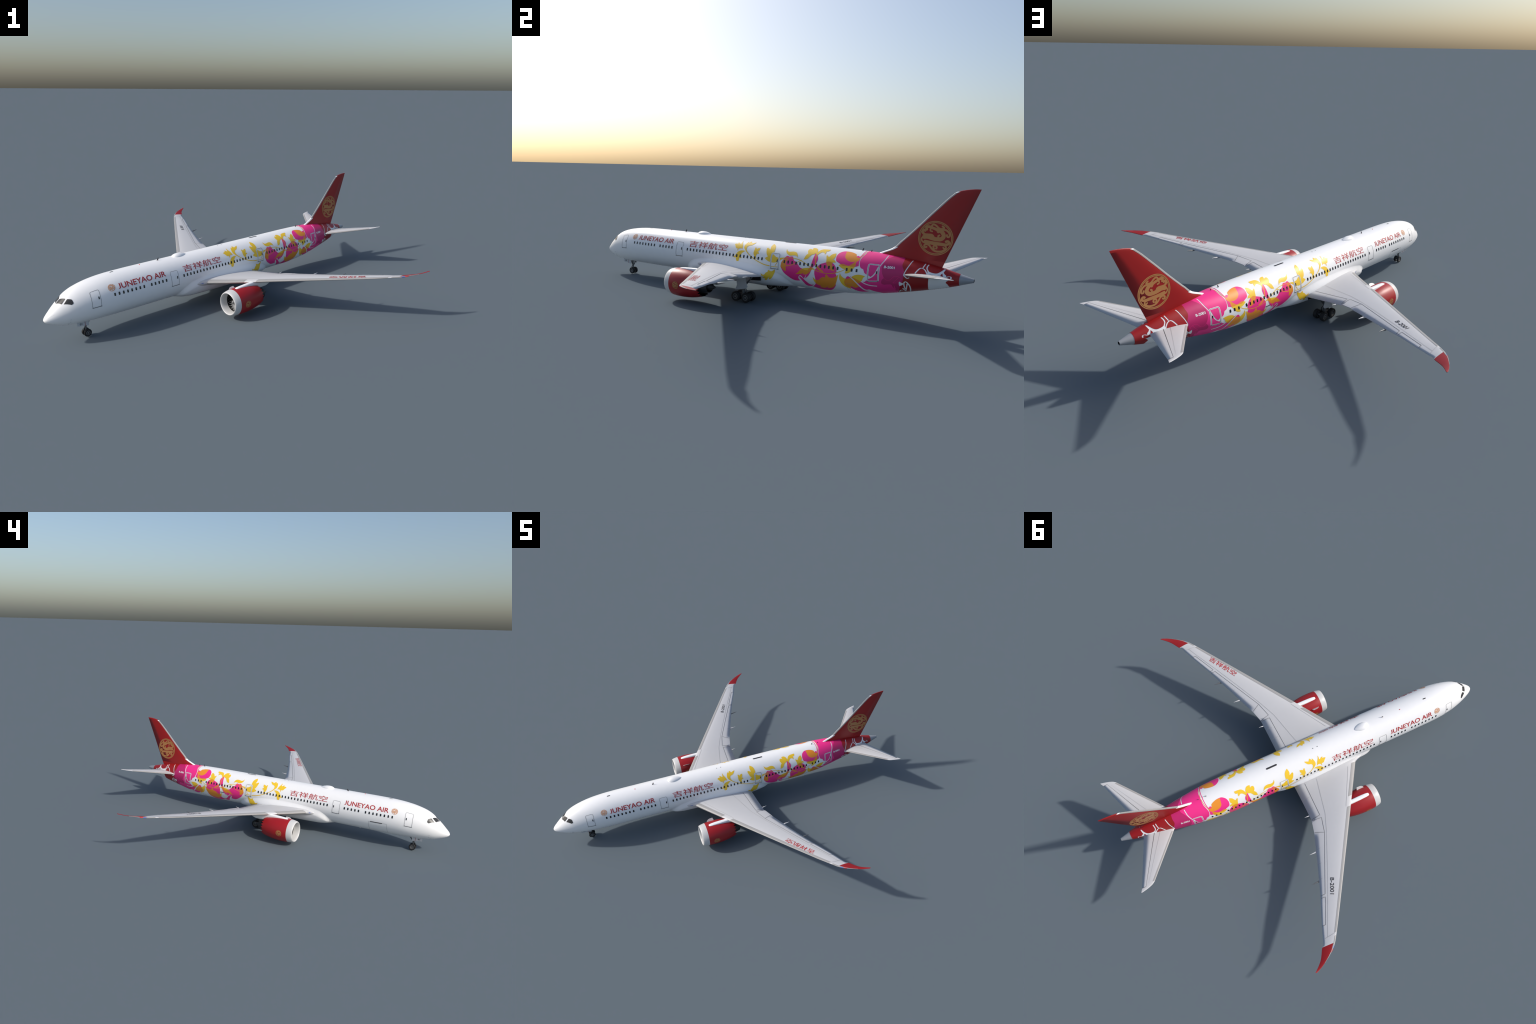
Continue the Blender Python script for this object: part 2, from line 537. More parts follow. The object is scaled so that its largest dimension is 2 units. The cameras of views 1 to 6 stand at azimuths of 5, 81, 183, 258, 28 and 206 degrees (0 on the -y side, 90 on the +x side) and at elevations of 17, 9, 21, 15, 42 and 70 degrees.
patch('leaf', [(1539, 63.5, 1), (1542, 59.5), (1546, 51.5), (1555, 45.5, 1), (1547, 37.5), (1550, 29.5), (1561, 28.5), (1569, 31, 1), (1566, 23, 1), (1581, 22.5), (1594, 26.5), (1604, 39), (1603, 44.5), (1595, 42), (1590, 45.5), (1580, 47), (1571, 52), (1562, 59.5), (1553, 62.5)])
patch('leaf', [(1664, 22, 1), (1661, 29), (1652, 31.5, 1), (1647, 31, 1), (1650, 37), (1647, 42, 1), (1640, 37.5), (1630, 36), (1620, 39), (1609, 47), (1608, 55.5), (1611, 65), (1619, 73.5), (1639, 82), (1659, 87.5), (1657, 90, 1), (1635, 86), (1614, 76.5), (1606, 66), (1601, 53.5), (1602, 45), (1608, 32.5), (1622, 24.5), (1642, 22.5)])
patch('leaf', [(1497, 104.5, 1), (1512, 99.5), (1522, 94), (1539, 87.5), (1565, 84), (1587, 82.5), (1602, 83), (1609, 85, 1), (1594, 87), (1584, 93), (1566, 100.5), (1545, 102.5, 1), (1547, 97.5, 1), (1535, 101.5), (1516, 103.5)])
patch('leaf', [(1456, 67.5, 1), (1444, 72.5), (1440, 78.5), (1442, 83), (1451, 84, 1), (1441, 87.5, 1), (1443, 100, 1), (1430, 98.5), (1419, 93), (1412, 90.5), (1411, 84.5), (1416, 76), (1429, 69.5)])
patch('leaf', [(1662, 44, 1), (1674, 48.5, 1), (1688, 38.5), (1704, 34.5, 1), (1708, 46), (1699, 56.5, 1), (1706, 55.5), (1713, 57.5), (1719, 63, 1), (1705, 62.5), (1701, 68), (1713, 76), (1712, 80.5), (1724, 84, 1), (1702, 82.5), (1681, 74.5), (1669, 65.5), (1665, 55.5), (1659, 45.5)])
patch('leaf', [(1742, 91, 1), (1736, 101.5), (1727, 114), (1716, 124.5), (1699, 133), (1670, 137, 1), (1681, 127.5, 1), (1666, 135), (1649, 138.5), (1631, 137, 1), (1635, 131, 1), (1618, 128), (1603, 117.5), (1599, 105.5, 1), (1612, 112), (1629, 112.5), (1643, 106.5), (1655, 102.5), (1669, 102.5, 1), (1671, 96.5), (1677, 94), (1689, 100.5), (1709, 101.5), (1728, 97)])
patch('leaf', [(1752, 22.5, 1), (1776, 22.5), (1798, 26.5), (1810, 30.5, 1), (1814, 38.5, 1), (1825, 42.5), (1833, 41.5), (1838, 37, 1), (1833, 49.5), (1823, 55.5), (1823, 66), (1813, 75), (1801, 82.5), (1787, 86.5), (1773, 87, 1), (1777, 79), (1773, 76.5), (1759, 75.5), (1745, 71.5), (1736, 68, 1), (1748, 64.5), (1762, 64), (1778, 66.5), (1789, 67.5, 1), (1806, 61), (1819, 53.5, 1), (1809, 55.5), (1791, 55.5), (1772, 51.5), (1759, 44), (1755, 33)])
patch('leaf', [(1749, 87, 1), (1755, 93.5), (1770, 99.5), (1786, 101), (1804, 97), (1820, 91), (1841, 88), (1858, 88.5), (1877, 91, 1), (1867, 96), (1860, 105), (1847, 111), (1833, 111.5), (1842, 123.5, 1), (1823, 127), (1801, 123.5), (1800, 137, 1), (1794, 131.5), (1776, 126.5), (1759, 118), (1749, 108), (1744, 99.5)])
patch('petal', [(1411, 84.5), (1414, 77), (1423, 70.5), (1431, 64), (1442, 59), (1455, 61, 1), (1472, 59.5), (1479, 62.5), (1485, 69), (1501, 72, 1), (1513, 78.5), (1525, 85), (1537, 87, 1), (1553, 90), (1570, 89.5, 1), (1564, 99.5), (1546, 114.5, 1), (1529, 106), (1520, 107.5), (1513, 114), (1516, 118.5), (1522, 122.5, 1), (1502, 124.5), (1482, 123.5), (1454, 115), (1431, 106), (1416, 95), (1410, 89.5)])
patch('petal', [(1595, 41.5, 1), (1613, 50.5), (1619, 61), (1612, 72.5), (1597, 81.5), (1588, 92.5), (1574, 104), (1553, 114, 1), (1563, 101.5), (1574, 86.5), (1586, 79), (1589, 69), (1593, 53)])
patch('petal', [(1519, 111), (1526, 108.5), (1540, 114), (1558, 124), (1572, 131.5), (1585, 132.5), (1596, 129, 1), (1584, 136.5), (1561, 140.5), (1548, 137.5), (1539, 127.5), (1526, 116.5)])
patch('petal', [(1628, 75.5), (1637, 70.5), (1653, 67), (1668, 64), (1682, 61), (1699, 63), (1716, 69), (1728, 78.5), (1730, 84), (1725, 90, 1), (1731, 94.5), (1731, 108), (1724, 116.5), (1720, 125.5), (1687, 145), (1652, 149), (1621, 147), (1586, 139.5, 1), (1608, 126.5), (1613, 110), (1609, 95.5), (1611, 86.5), (1621, 80)])
patch('petal', [(1731, 61, 1), (1720, 58), (1715, 52), (1713, 43.5), (1720, 32), (1736, 24), (1751, 21.5), (1776, 22.5), (1798, 26.5), (1809, 30, 1), (1814, 38, 1), (1823, 34.5), (1831, 38.5, 1), (1836, 36, 1), (1837, 41), (1837, 53.5), (1839, 65.5, 1), (1822, 68.5), (1804, 69), (1786, 68), (1759, 69), (1744, 64.5)])
patch('petal', [(1771, 108), (1779, 100), (1788, 94), (1801, 96), (1818, 104), (1834, 114), (1849, 125.5), (1864, 136.5), (1875, 139.5), (1892, 140.5, 1), (1867, 144.5), (1841, 143.5), (1818, 136), (1801, 128.5), (1778, 123), (1771, 115.5)])
patch('tail_pink', [(1853, 0, 1), (1854, 8.5), (1852, 25.5), (1844, 38), (1840, 50), (1843, 61.5), (1850, 69.5), (1864, 73, 1), (1868, 77.5), (1872, 82.5), (1886, 87.5, 1), (1896, 89.5, 1), (1902, 93, 1), (1893, 97.5, 1), (1885, 100, 1), (1876, 106.5, 1), (1857, 107, 1), (1827, 98.5), (1801, 93.5, 1), (1818, 102), (1837, 111), (1855, 122.5), (1866, 130.5), (1877, 134.5), (1890, 133.5), (1902, 138), (1919, 145.5), (1936, 152, 1), (1965, 180, 1), (2060, 180, 1), (2060, 0, 1)])
patch('tail_magenta', [(1990, 0, 1), (1984, 17, 1), (1968, 33), (1958, 46.5), (1952, 60), (1953, 72.5), (1958, 83.5), (1966, 94, 1), (1956, 101), (1953, 107.5), (1956, 113), (1966, 115.5), (1982, 115), (2000, 116), (2004, 123), (2011, 131, 1), (2013, 118.5, 1), (2017, 133), (2014, 143), (2025, 149, 1), (2038, 126.5), (2049, 109.5), (2054, 97), (2057, 81.5), (2054, 67.5), (2045, 54.5), (2042, 45), (2044, 32), (2042, 15.5, 1), (2042, 0, 1)])
patch('tail_red', [(2042, 0, 1), (2042, 15.5, 1), (2044, 32), (2042, 45), (2045, 54.5), (2054, 67.5), (2057, 81.5), (2054, 97), (2049, 109.5), (2038, 126.5), (2021, 161, 1), (2015, 180, 1), (2297, 180, 1), (2297, 0, 1)])
patch('white', [(2035, 108), (2040, 105), (2045, 109.5, 1), (2053, 110), (2054, 115), (2047, 119), (2036, 122, 1)])
patch('white', [(2157, 50), (2165, 57.5), (2180, 61), (2197, 60.5), (2209, 52.5), (2219, 36.5), (2227, 13, 1), (2233, 10.5, 1), (2228, 45), (2220, 58), (2217, 66.5), (2218, 74.5, 1), (2220, 102.5, 1), (2192, 103.5, 1), (2174, 89, 1), (2160, 74.5, 1), (2159, 60.5, 1)])
patch('white', [(2223, 42, 1), (2228, 47), (2234, 56), (2240, 60.5), (2241, 71), (2236, 76), (2230, 73), (2225, 60.5)])
patch('white', [(2167, 86.5, 1), (2162, 170.5, 1), (2213, 172.5, 1), (2257, 161.5, 1), (2249, 122), (2242, 108.5), (2245, 98.5, 1), (2253, 92.5, 1), (2233, 86.5, 1)])
stroke('yellow', 3.4, [(1423, 66), (1457, 64), (1491, 64), (1519, 66.5), (1548, 72), (1577, 79), (1605, 85.5), (1631, 89.5), (1653, 91), (1674, 91.5), (1695, 91), (1725, 88), (1749, 83.5)])
stroke('yellow', 3.1, [(1725, 88), (1750, 83.5), (1775, 76.5)])
stroke('yellow', 3.4, [(1528, 66.5), (1504, 73.5), (1481, 80.5), (1448, 86)])
stroke('yellow', 3.2, [(1352, 92.5), (1371, 92.5), (1391, 92)])
stroke('yellow', 3.2, [(1376, 89), (1389, 80)])
stroke('orange', 2.7, [(1835, 41.5), (1845, 29), (1850, 15), (1853, 2), (1855, 0)])
stroke('pink', 3.9, [(1832, 39.5), (1838, 31.5), (1841, 18), (1842, 1), (1839, 0)])
stroke('white', 5.2, [(1806, 96.5), (1820, 103), (1836, 112.5)])
stroke('white', 5.7, [(1857, 106), (1878, 113.5), (1903, 118.5), (1931, 120.5)])
stroke('white', 6.2, [(1896, 96), (1913, 90), (1926, 79.5), (1935, 65)])
stroke('white', 5.2, [(1962, 13), (1956, 39), (1942, 60.5)])
stroke('white', 4.8, [(2082, 18), (2074, 45), (2064, 65), (2057, 79), (2056, 83)])
stroke('white', 5.7, [(2056, 83), (2065, 89), (2073, 93), (2081, 90.5)])
stroke('white', 6.1, [(2106, 72.5), (2115, 60.5), (2124, 50.5), (2132, 48), (2143, 51.5), (2152, 60), (2160, 73)])
stroke('white', 5.2, [(2136, 45), (2139, 32.5), (2141, 18)])
stroke('white', 5.7, [(2156, 18.5), (2153, 36), (2154, 46.5), (2158, 53)])
stroke('white', 6.5, [(2242, 73), (2251, 66), (2259, 64), (2262, 70.5), (2262, 79.5)])
stroke('white', 6.2, [(2061, 138), (2058, 115), (2060, 107.5), (2066, 105), (2075, 110.5), (2083, 121.5), (2085, 138.5), (2078, 164)])
stroke('white', 5.7, [(2073, 113.5), (2069, 127.5), (2062, 147)])
stroke('white', 5.7, [(2051, 132.5), (2061, 153.5)])
stroke('white', 5.7, [(2029, 155), (2039, 143.5), (2048, 144)])
stroke('crimson', 2.3, [(1966, 95), (1979, 101), (1993, 100.5), (2006, 92.5), (2018, 87.5), (2035, 89.5), (2045, 93.5), (2046, 98), (2038, 103), (2024, 106.5), (2006, 109.5)])
stroke('crimson', 2.3, [(2034, 91.5), (2022, 100), (2009, 108)])
stroke('crimson', 2.3, [(2006, 109.5), (2021, 112.5)])

RANK = ["line_white", "white", "line_crimson", "tail_red", "tail_magenta", "line_orange", "line_pink", "leaf", "line_yellow", "petal", "tail_pink"]
PART = {"line_crimson": "crimson_line", "tail_red": "red_tail_band", "tail_magenta": "magenta_tail_band", "line_orange": "orange_line",
        "line_pink": "pink_line", "leaf": "painted_leaf", "line_yellow": "painted_vine", "petal": "painted_petal", "tail_pink": "pink_tail_band"}
COAT = {"line_crimson": CRIMSON, "tail_red": TAILRED, "tail_magenta": MAGENTA, "line_orange": ORANGE, "line_pink": PINK,
        "leaf": YELLOW, "line_yellow": YELLOW, "petal": PINK, "tail_pink": PINK}
kinds = [k for k, _ in ART]
P, T, M = triangulate([o for _, o in ART], 0.007)
pinkish = np.zeros(len(T), bool)
for k, row in zip(kinds, M):
    if k in ("petal", "tail_pink"):
        pinkish |= row
owner = np.full(len(T), -1)
for kind in reversed(RANK):            # later (higher rank) overwrites
    for i, k in enumerate(kinds):
        if k == kind:
            owner[M[i]] = i
for side in (-1, 1):
    mp = skin_map(side)
    for i, k in enumerate(kinds):
        sel = owner == i
        if not sel.any() or k in ("line_white", "white"):
            continue
        if k in ("leaf", "line_yellow"):
            paint(PART[k], P, T[sel], mp, 0.0007, [YELLOW, ORANGE], fuselage, face_mats=[int(b) for b in pinkish[sel]])
        else:
            paint(PART[k], P, T[sel], mp, 0.0007, COAT[k], fuselage)

# ------------------------------------------------------------------ lettering and emblems on the body
for side in (-1, 1):
    def label_map(x0, x1, th0, side=side):
        def f(u, v, off):
            X = x0 + u if side < 0 else x1 - u
            return outer_frame(X, side * (th0 - v / ARC), off)
        return f
    a = math.radians
    text_paint("airline_lettering", "JUNEYAO AIR", 0.291, ARC * a(64.6 - 48.6), label_map(0.3655, 0.6565, a(64.6)), 0.0006, TITLE, fuselage, bold=0.016)
    text_paint("airline_lettering", "吉祥航空", 0.275, ARC * a(67.3 - 46.8), label_map(0.7765, 1.0515, a(67.3)), 0.0006, TITLE, fuselage, bold=0.004)
    text_paint("registration_lettering", "B-2001", 0.050, ARC * a(66.0 - 58.0), label_map(1.9608, 2.0108, a(66.0)), 0.0009, WHITE, fuselage, bold=0.03)

    def round_map(X0, th0, r, side=side):
        def f(u, v, off):
            return outer_frame(X0 + (u if side < 0 else -u) * r, side * (th0 - v * r / ARC), off)
        return f
    emblem("round_emblem", round_map(0.329, a(55.0), 0.0197), 0.0006, COPPER, fuselage)

# ------------------------------------------------------------------ cabin windows
WZ = 0.2270
rows = [(0.3374, 0.5091, 8), (0.5559, 0.6516, 5), (0.7713, 1.2915, 23), (1.4307, 1.7342, 14), (1.7820, 1.8324, 3)]
for side in (-1, 1):
    base = None
    for x0, x1, n in rows:
        for k in range(n):
            X = x0 + (x1 - x0) * k / (n - 1)
            straight = 0.5 < X < 1.5
            if straight and base is not None:
                ob = base.copy()
                place(ob, fuselage, (X - base["station"], 0, 0))
                continue
            th = theta_at(X, WZ)
            poly = rounded_rect(X, th * ARC, 0.0092, 0.0160, 0.0034)
            Pw = np.array(poly + [(X, th * ARC)])
            Tw = np.array([(i, (i + 1) % len(poly), len(poly)) for i in range(len(poly))])
            ob = paint("cabin_window", Pw, Tw, skin_map(side), 0.0010, GLASS, fuselage)
            if straight:
                base = ob
                base["station"] = X

# ------------------------------------------------------------------ doors
for side in (-1, 1):
    mp = skin_map(side)
    for xa, xb, thick in ((0.2145, 0.2605, 0), (0.6856, 0.7345, 0), (1.3478, 1.3954, 1), (1.8878, 1.9388, 1)):
        Xc = (xa + xb) / 2
        top, bot = theta_at(Xc, 0.2625) * ARC, theta_at(Xc, 0.1835) * ARC
        cy, hh, ww = (top + bot) / 2, bot - top, xb - xa

        def loop(grow, r=0.007):
            return densify(rounded_rect(Xc, cy, ww + 2 * grow, hh + 2 * grow, r + grow, 4), 0.9)

        def fine(grow):
            p = rounded_rect(Xc, cy, ww + 2 * grow, hh + 2 * grow, 0.007 + grow, 4)
            out = []
            for i, q in enumerate(p):
                nx = p[(i + 1) % len(p)]
                k = 8 if i % 5 == 4 else 1
                out += [(q[0] + (nx[0] - q[0]) * j / k, q[1] + (nx[1] - q[1]) * j / k) for j in range(k)]
            return out
        if thick:
            frame = ring_paint("cabin_door", fine(0.0038), fine(-0.0034), mp, 0.0008, WHITE, fuselage)
            ring_paint("door_gap", fine(0.0010), fine(-0.0010), mp, 0.0011, SEAM, frame)
        else:
            frame = ring_paint("cabin_door", fine(0.0008), fine(-0.0008), mp, 0.0007, SEAM, fuselage)
        win = rounded_rect(xb - 0.0085, theta_at(Xc, 0.2268) * ARC, 0.0058, 0.0150, 0.002, 3)
        Pw = np.array(win + [(xb - 0.0085, theta_at(Xc, 0.2268) * ARC)])
        Tw = np.array([(i, (i + 1) % len(win), len(win)) for i in range(len(win))])
        paint("door_window", Pw, Tw, mp, 0.0012, GLASS, frame)
        sill = densify([(xa - 0.002, bot - 0.0008), (xb + 0.002, bot - 0.0008), (xb + 0.002, bot + 0.0018), (xa - 0.002, bot + 0.0018)], 0.008)
        paint_union("door_sill", [sill], 0.02, mp, 0.0013, LINE, frame)


def outline_paint(name, pts, width, mp, off, mat, parent):
    """thin line along a path of (station, angle in degrees)"""
    p = [(q[0], math.radians(q[1]) * ARC, 1) for q in pts]
    c_ = [Vector(v) for v in spline(p, False, 0.006)]
    L, R = [], []
    for i, v in enumerate(c_):
        d = (c_[min(i + 1, len(c_) - 1)] - c_[max(i - 1, 0)]).normalized()
        m = Vector((-d.y, d.x)) * width / 2
        L.append(tuple(v + m))
        R.append(tuple(v - m))
    n = len(L)
    T_ = []
    for i in range(n - 1):
        T_ += [(i, i + 1, n + i + 1), (i, n + i + 1, n + i)]
    return paint(name, np.array(L + R), np.array(T_), mp, off, mat, parent)


stb, prt = skin_map(1), skin_map(-1)
cargo = outline_paint("cargo_door", [(0.3670, 143), (0.3670, 102), (0.4850, 103), (0.4850, 143)], 0.0012, stb, 0.0006, FAINT, fuselage)
outline_paint("cargo_door_hinge", [(0.3965, 102.6), (0.4750, 103.2)], 0.0052, stb, 0.0009, INK, cargo)
outline_paint("cargo_door_hinge", [(1.5760, 102.2), (1.6090, 102.4)], 0.0046, stb, 0.0014, INK, fuselage)
outline_paint("hatch_outline", [(1.786, 142), (1.778, 113), (1.812, 113), (1.820, 142)], 0.0007, prt, 0.0009, FAINT, fuselage)

# ------------------------------------------------------------------ cockpit glazing
front = [(0.0891, 0.0022, 0.2392), (0.1074, 0.0314, 0.2427), (0.0838, 0.0348, 0.2218), (0.0671, 0.0022, 0.2182)]
flank = [(0.1120, 0.0374, 0.2411), (0.1297, 0.0536, 0.2397), (0.1322, 0.0664, 0.2238), (0.1218, 0.0640, 0.2163), (0.0911, 0.0405, 0.2204)]
for side in (-1, 1):
    for pane in (front, flank):
        pts = []
        for X, Y, Z in pane:
            zc, h, w = section(X)
            pts.append((X, math.atan2(Y / w, (Z - zc) / h) * 0.06))
        c0 = (sum(p[0] for p in pts) / len(pts), sum(p[1] for p in pts) / len(pts))
        soft = []
        for i, p in enumerate(pts):          # slightly rounded corners
            a_, b_ = Vector(pts[i - 1]), Vector(pts[(i + 1) % len(pts)])
            p = Vector(p)
            ra, rb = min(0.0022, (a_ - p).length * 0.3), min(0.0022, (b_ - p).length * 0.3)
            soft += [tuple(p + (a_ - p).normalized() * ra), tuple(p + (a_ + b_ - 2 * p).normalized() * 0.0007), tuple(p + (b_ - p).normalized() * rb)]

        def mp(u, v, off, side=side):
            return outer_frame(u, side * v / 0.06, off)
        paint_union("cockpit_window", [densify(soft, 0.004)], 0.005, mp, 0.0008, COCKPIT, fuselage)

# ------------------------------------------------------------------ things on the crown and belly
def crown(X):
    zc, h, w = section(X)
    return zc + h


dome_rings = []
for i in range(29):
    f = i / 28
    X = 0.769 + 0.094 * f
    wid = 0.025 * (math.sin(math.pi * min(f ** 0.75, 1)) ** 0.6 if 0 < f < 1 else 0) + 1e-4
    hgt = 0.0140 * (math.sin(math.pi * min(f ** 0.75, 1)) ** 0.75 if 0 < f < 1 else 0) + 1e-4
    ring = []
    for k in range(25):
        t = math.pi * k / 24
        y = wid * math.cos(t)
        zs = 0.1985 + 0.1148 * math.sqrt(max(0, 1 - (y / 0.1107) ** 2)) - 0.001
        ring.append((X, y, zs + (hgt + 0.001) * math.sin(t)))
    dome_rings.append(ring)
mesh_object("satellite_dome", [p for r in dome_rings for p in r], grid_faces(29, 25), WHITE, fuselage)


def fin_blade(name, X, base, height, chord, rake, thick, mat, up=1.0):
    z0 = base
    pts = [(X, 0, z0), (X + chord, 0, z0), (X + rake + chord * 0.55, 0, z0 + up * height), (X + rake + chord * 0.15, 0, z0 + up * height)]
    return plate(name, pts, (0, 1, 0), thick, mat, fuselage)


fin_blade("blade_antenna", 0.664, crown(0.67) - 0.001, 0.0155, 0.0105, 0.008, 0.0016, INK)
fin_blade("blade_antenna", 1.814, crown(1.82) - 0.001, 0.0145, 0.0085, 0.007, 0.0016, INK)
fin_blade("blade_antenna", 1.861, crown(1.866) - 0.001, 0.0105, 0.006, 0.005, 0.0014, INK)
zc, h, w = section(0.9)
fin_blade("blade_antenna", 0.560, zc - h + 0.001, 0.012, 0.010, 0.006, 0.0016, WHITE, -1)
lathe("beacon_light", [(0, 0.0032), (0.0018, 0.003), (0.0034, 0.0016), (0.0040, 0)], (0.5523, 0, crown(0.55) - 0.0006), (0, 0, 1), LENS, fuselage, 16)


def crown_patch(name, x0, x1, wdt, mat):
    n = 8
    poly = []
    r = wdt / 2
    for k in range(n + 1):
        t = -math.pi / 2 + math.pi * k / n
        poly.append((x1 - r + r * math.cos(t), r * math.sin(t)))
    for k in range(n + 1):
        t = math.pi / 2 + math.pi * k / n
        poly.append((x0 + r + r * math.cos(t), r * math.sin(t)))
    return paint_union(name, [densify(poly, 0.006)], 0.05, skin_map(1), 0.0009, mat, fuselage)


crown_patch("antenna_slot_patch", 0.3710, 0.3920, 0.0066, INK)  # flat black patches on the skin; no slot is cut
crown_patch("antenna_slot_patch", 1.3715, 1.4405, 0.0105, INK)
crown_patch("vent_disc", 1.1060, 1.1118, 0.0058, STEEL)
crown_patch("vent_disc", 1.1348, 1.1406, 0.0058, STEEL)
for side in (-1, 1):
    for X, th in ((0.113, 118), (0.115, 131), (0.108, 145)):
        p, n = outer_frame(X, side * math.radians(th), 0)
        rod("pitot_probe", p - n * 0.001, p + n * 0.0035 + Vector((-0.002, 0, 0)), 0.0009, STEEL, fuselage, 8, 0.0004)
    for th, x0, x1 in ((55, 0.004, 0.045), (140, 0.006, 0.05)):
        outline_paint("lightning_strip", [(x0, th), ((x0 + x1) / 2, th + 3), (x1, th + 5)], 0.0008, skin_map(side), 0.0004, FAINT, fuselage)

# ------------------------------------------------------------------ wings
# stations: s, leading edge (X, Y, Z), trailing edge (X, Y, Z), thickness / chord
STATIONS = [
    (0.070, (0.838, 0.070, 0.1460), (1.312, 0.070, 0.1280), 0.100),
    (0.106, (0.849, 0.106, 0.1520), (1.312, 0.106, 0.1335), 0.102),
    (0.117, (0.857, 0.117, 0.1545), (1.311, 0.117, 0.1355), 0.092),
    (0.125, (0.876, 0.125, 0.1555), (1.311, 0.125, 0.1370), 0.098),
    (0.130, (0.896, 0.130, 0.1555), (1.311, 0.130, 0.1380), 0.110),
    (0.135, (0.906, 0.135, 0.1555), (1.311, 0.135, 0.1390), 0.108),
    (0.240, (0.9770, 0.240, 0.1675), (1.313, 0.240, 0.1560), 0.106),
    (0.355, (1.0550, 0.355, 0.1825), (1.3165, 0.355, 0.1748), 0.102),
    (0.431, (1.1068, 0.431, 0.1930), (1.338, 0.431, 0.1875), 0.098),
    (0.600, (1.2222, 0.600, 0.2145), (1.403, 0.600, 0.2098), 0.094),
    (0.775, (1.3418, 0.775, 0.2365), (1.4735, 0.775, 0.2325), 0.090),
    (0.920, (1.4415, 0.920, 0.2555), (1.540, 0.920, 0.2530), 0.088),
    (0.979, (1.4835, 0.979, 0.2650), (1.567, 0.985, 0.2605), 0.095),
    (1.000, (1.5005, 1.002, 0.2680), (1.5755, 1.006, 0.2640), 0.090),
    (1.025, (1.5215, 1.028, 0.2714), (1.5910, 1.021, 0.2668), 0.085),
    (1.056, (1.5605, 1.0595, 0.2778), (1.6115, 1.052, 0.2725), 0.085),
    (1.080, (1.6020, 1.085, 0.2832), (1.6290, 1.074, 0.2780), 0.085),
    (1.100, (1.6394, 1.104, 0.2880), (1.6550, 1.096, 0.2860), 0.085),
    (1.113, (1.6700, 1.1150, 0.2918), (1.6770, 1.1120, 0.2930), 0.085),
]
SS = [st[0] for st in STATIONS]


def lerp_station(s):
    k = 0
    while k < len(SS) - 2 and s > SS[k + 1]:
        k += 1
    t = (s - SS[k]) / (SS[k + 1] - SS[k])
    a_, b_ = STATIONS[k], STATIONS[k + 1]
    if s > 0.979:                       # the raked tip sweeps in a smooth curve
        out = []
        for e in (1, 2):
            out.append(tuple(TIP[(e, ax)](s) for ax in range(3)))
        return Vector(out[0]), Vector(out[1]), a_[3] + (b_[3] - a_[3]) * t
    mix = lambda p, q: Vector(p).lerp(Vector(q), t)
    return mix(a_[1], b_[1]), mix(a_[2], b_[2]), a_[3] + (b_[3] - a_[3]) * t


tip_st = [st for st in STATIONS if st[0] >= 0.775]
TIP = {(e, ax): make_curve([st[0] for st in tip_st], [st[e][ax] for st in tip_st]) for e in (1, 2) for ax in range(3)}
DROOP = make_curve([0.07, 0.335, 0.366, 0.372, 0.425, 0.432, 0.47, 0.77, 0.79, 0.92, 1.0, 1.12],
                   [0.0010, 0.0040, 0.0035, 0.0010, 0.0010, 0.0015, 0.0035, 0.0025, 0.0015, 0.0012, 0.0006, 0.0])
# how far the shading rolls over towards the blunt trailing edge
ROLL = make_curve([0.07, 0.150, 0.335, 0.352, 0.366, 0.372, 0.425, 0.436, 0.475, 0.77, 0.93, 1.0, 1.02],
                  [1.5, 1.5, 1.5, 1.3, 0.9, 0.1, 0.1, 0.2, 1.4, 1.4, 1.3, 1.2, 0.8])


def airfoil(f, t):
    return 5 * t * (0.2969 * math.sqrt(f) - 0.1260 * f - 0.3516 * f * f + 0.2843 * f**3 - 0.1036 * f**4)


def wing_point(s, q, side):
    """q in [-1, 1]: lower trailing edge .. leading edge .. upper trailing edge"""
    le, te, t = lerp_station(s)
    f = q * q
    ch = te - le
    c_len = ch.length
    p = le + ch * f
    yt = airfoil(f, t) * c_len + 0.0013 * f
    camber = 0.008 * min(max((s - 0.3) / 0.3, 0), 1) * c_len * math.sin(math.pi * f ** 1.3)
    g = ((f - 0.76) / 0.24) ** 2 if f > 0.76 else 0.0
    p.z += camber + (yt if q > 0 else -yt) - DROOP(s) * g
    p.y *= side
    return p


def wing_frame(s, q, side, off):
    p = wing_point(s, q, side)
    e = 1e-3
    ds = wing_point(min(s + e, 1.113), q, side) - wing_point(s - e, q, side)
    q0, q1 = max(q - 0.01, -1), min(q + 0.01, 1)
    dq = wing_point(s, q1, side) - wing_point(s, q0, side)
    n = ds.cross(dq).normalized()
    mid = wing_point(s, 0.5, side).lerp(wing_point(s, -0.5, side), 0.5)
    want = Vector((0, 0, 1 if q > 0.12 else (-1 if q < -0.12 else 0))) + Vector((-1 if abs(q) < 0.3 else 0, 0, 0)) * 0.6
    if n.dot(want) < 0:
        n = -n
    return p + n * off, n


def wing_body(name, s_list, side, mat, parent, nq=33):
    qs = [-1 + 2 * k / (2 * nq) for k in range(2 * nq + 1)]
    rings_ = [[wing_point(s, q, side) for q in qs] for s in s_list]
    return loft(name, rings_, mat, parent, sharp=62)


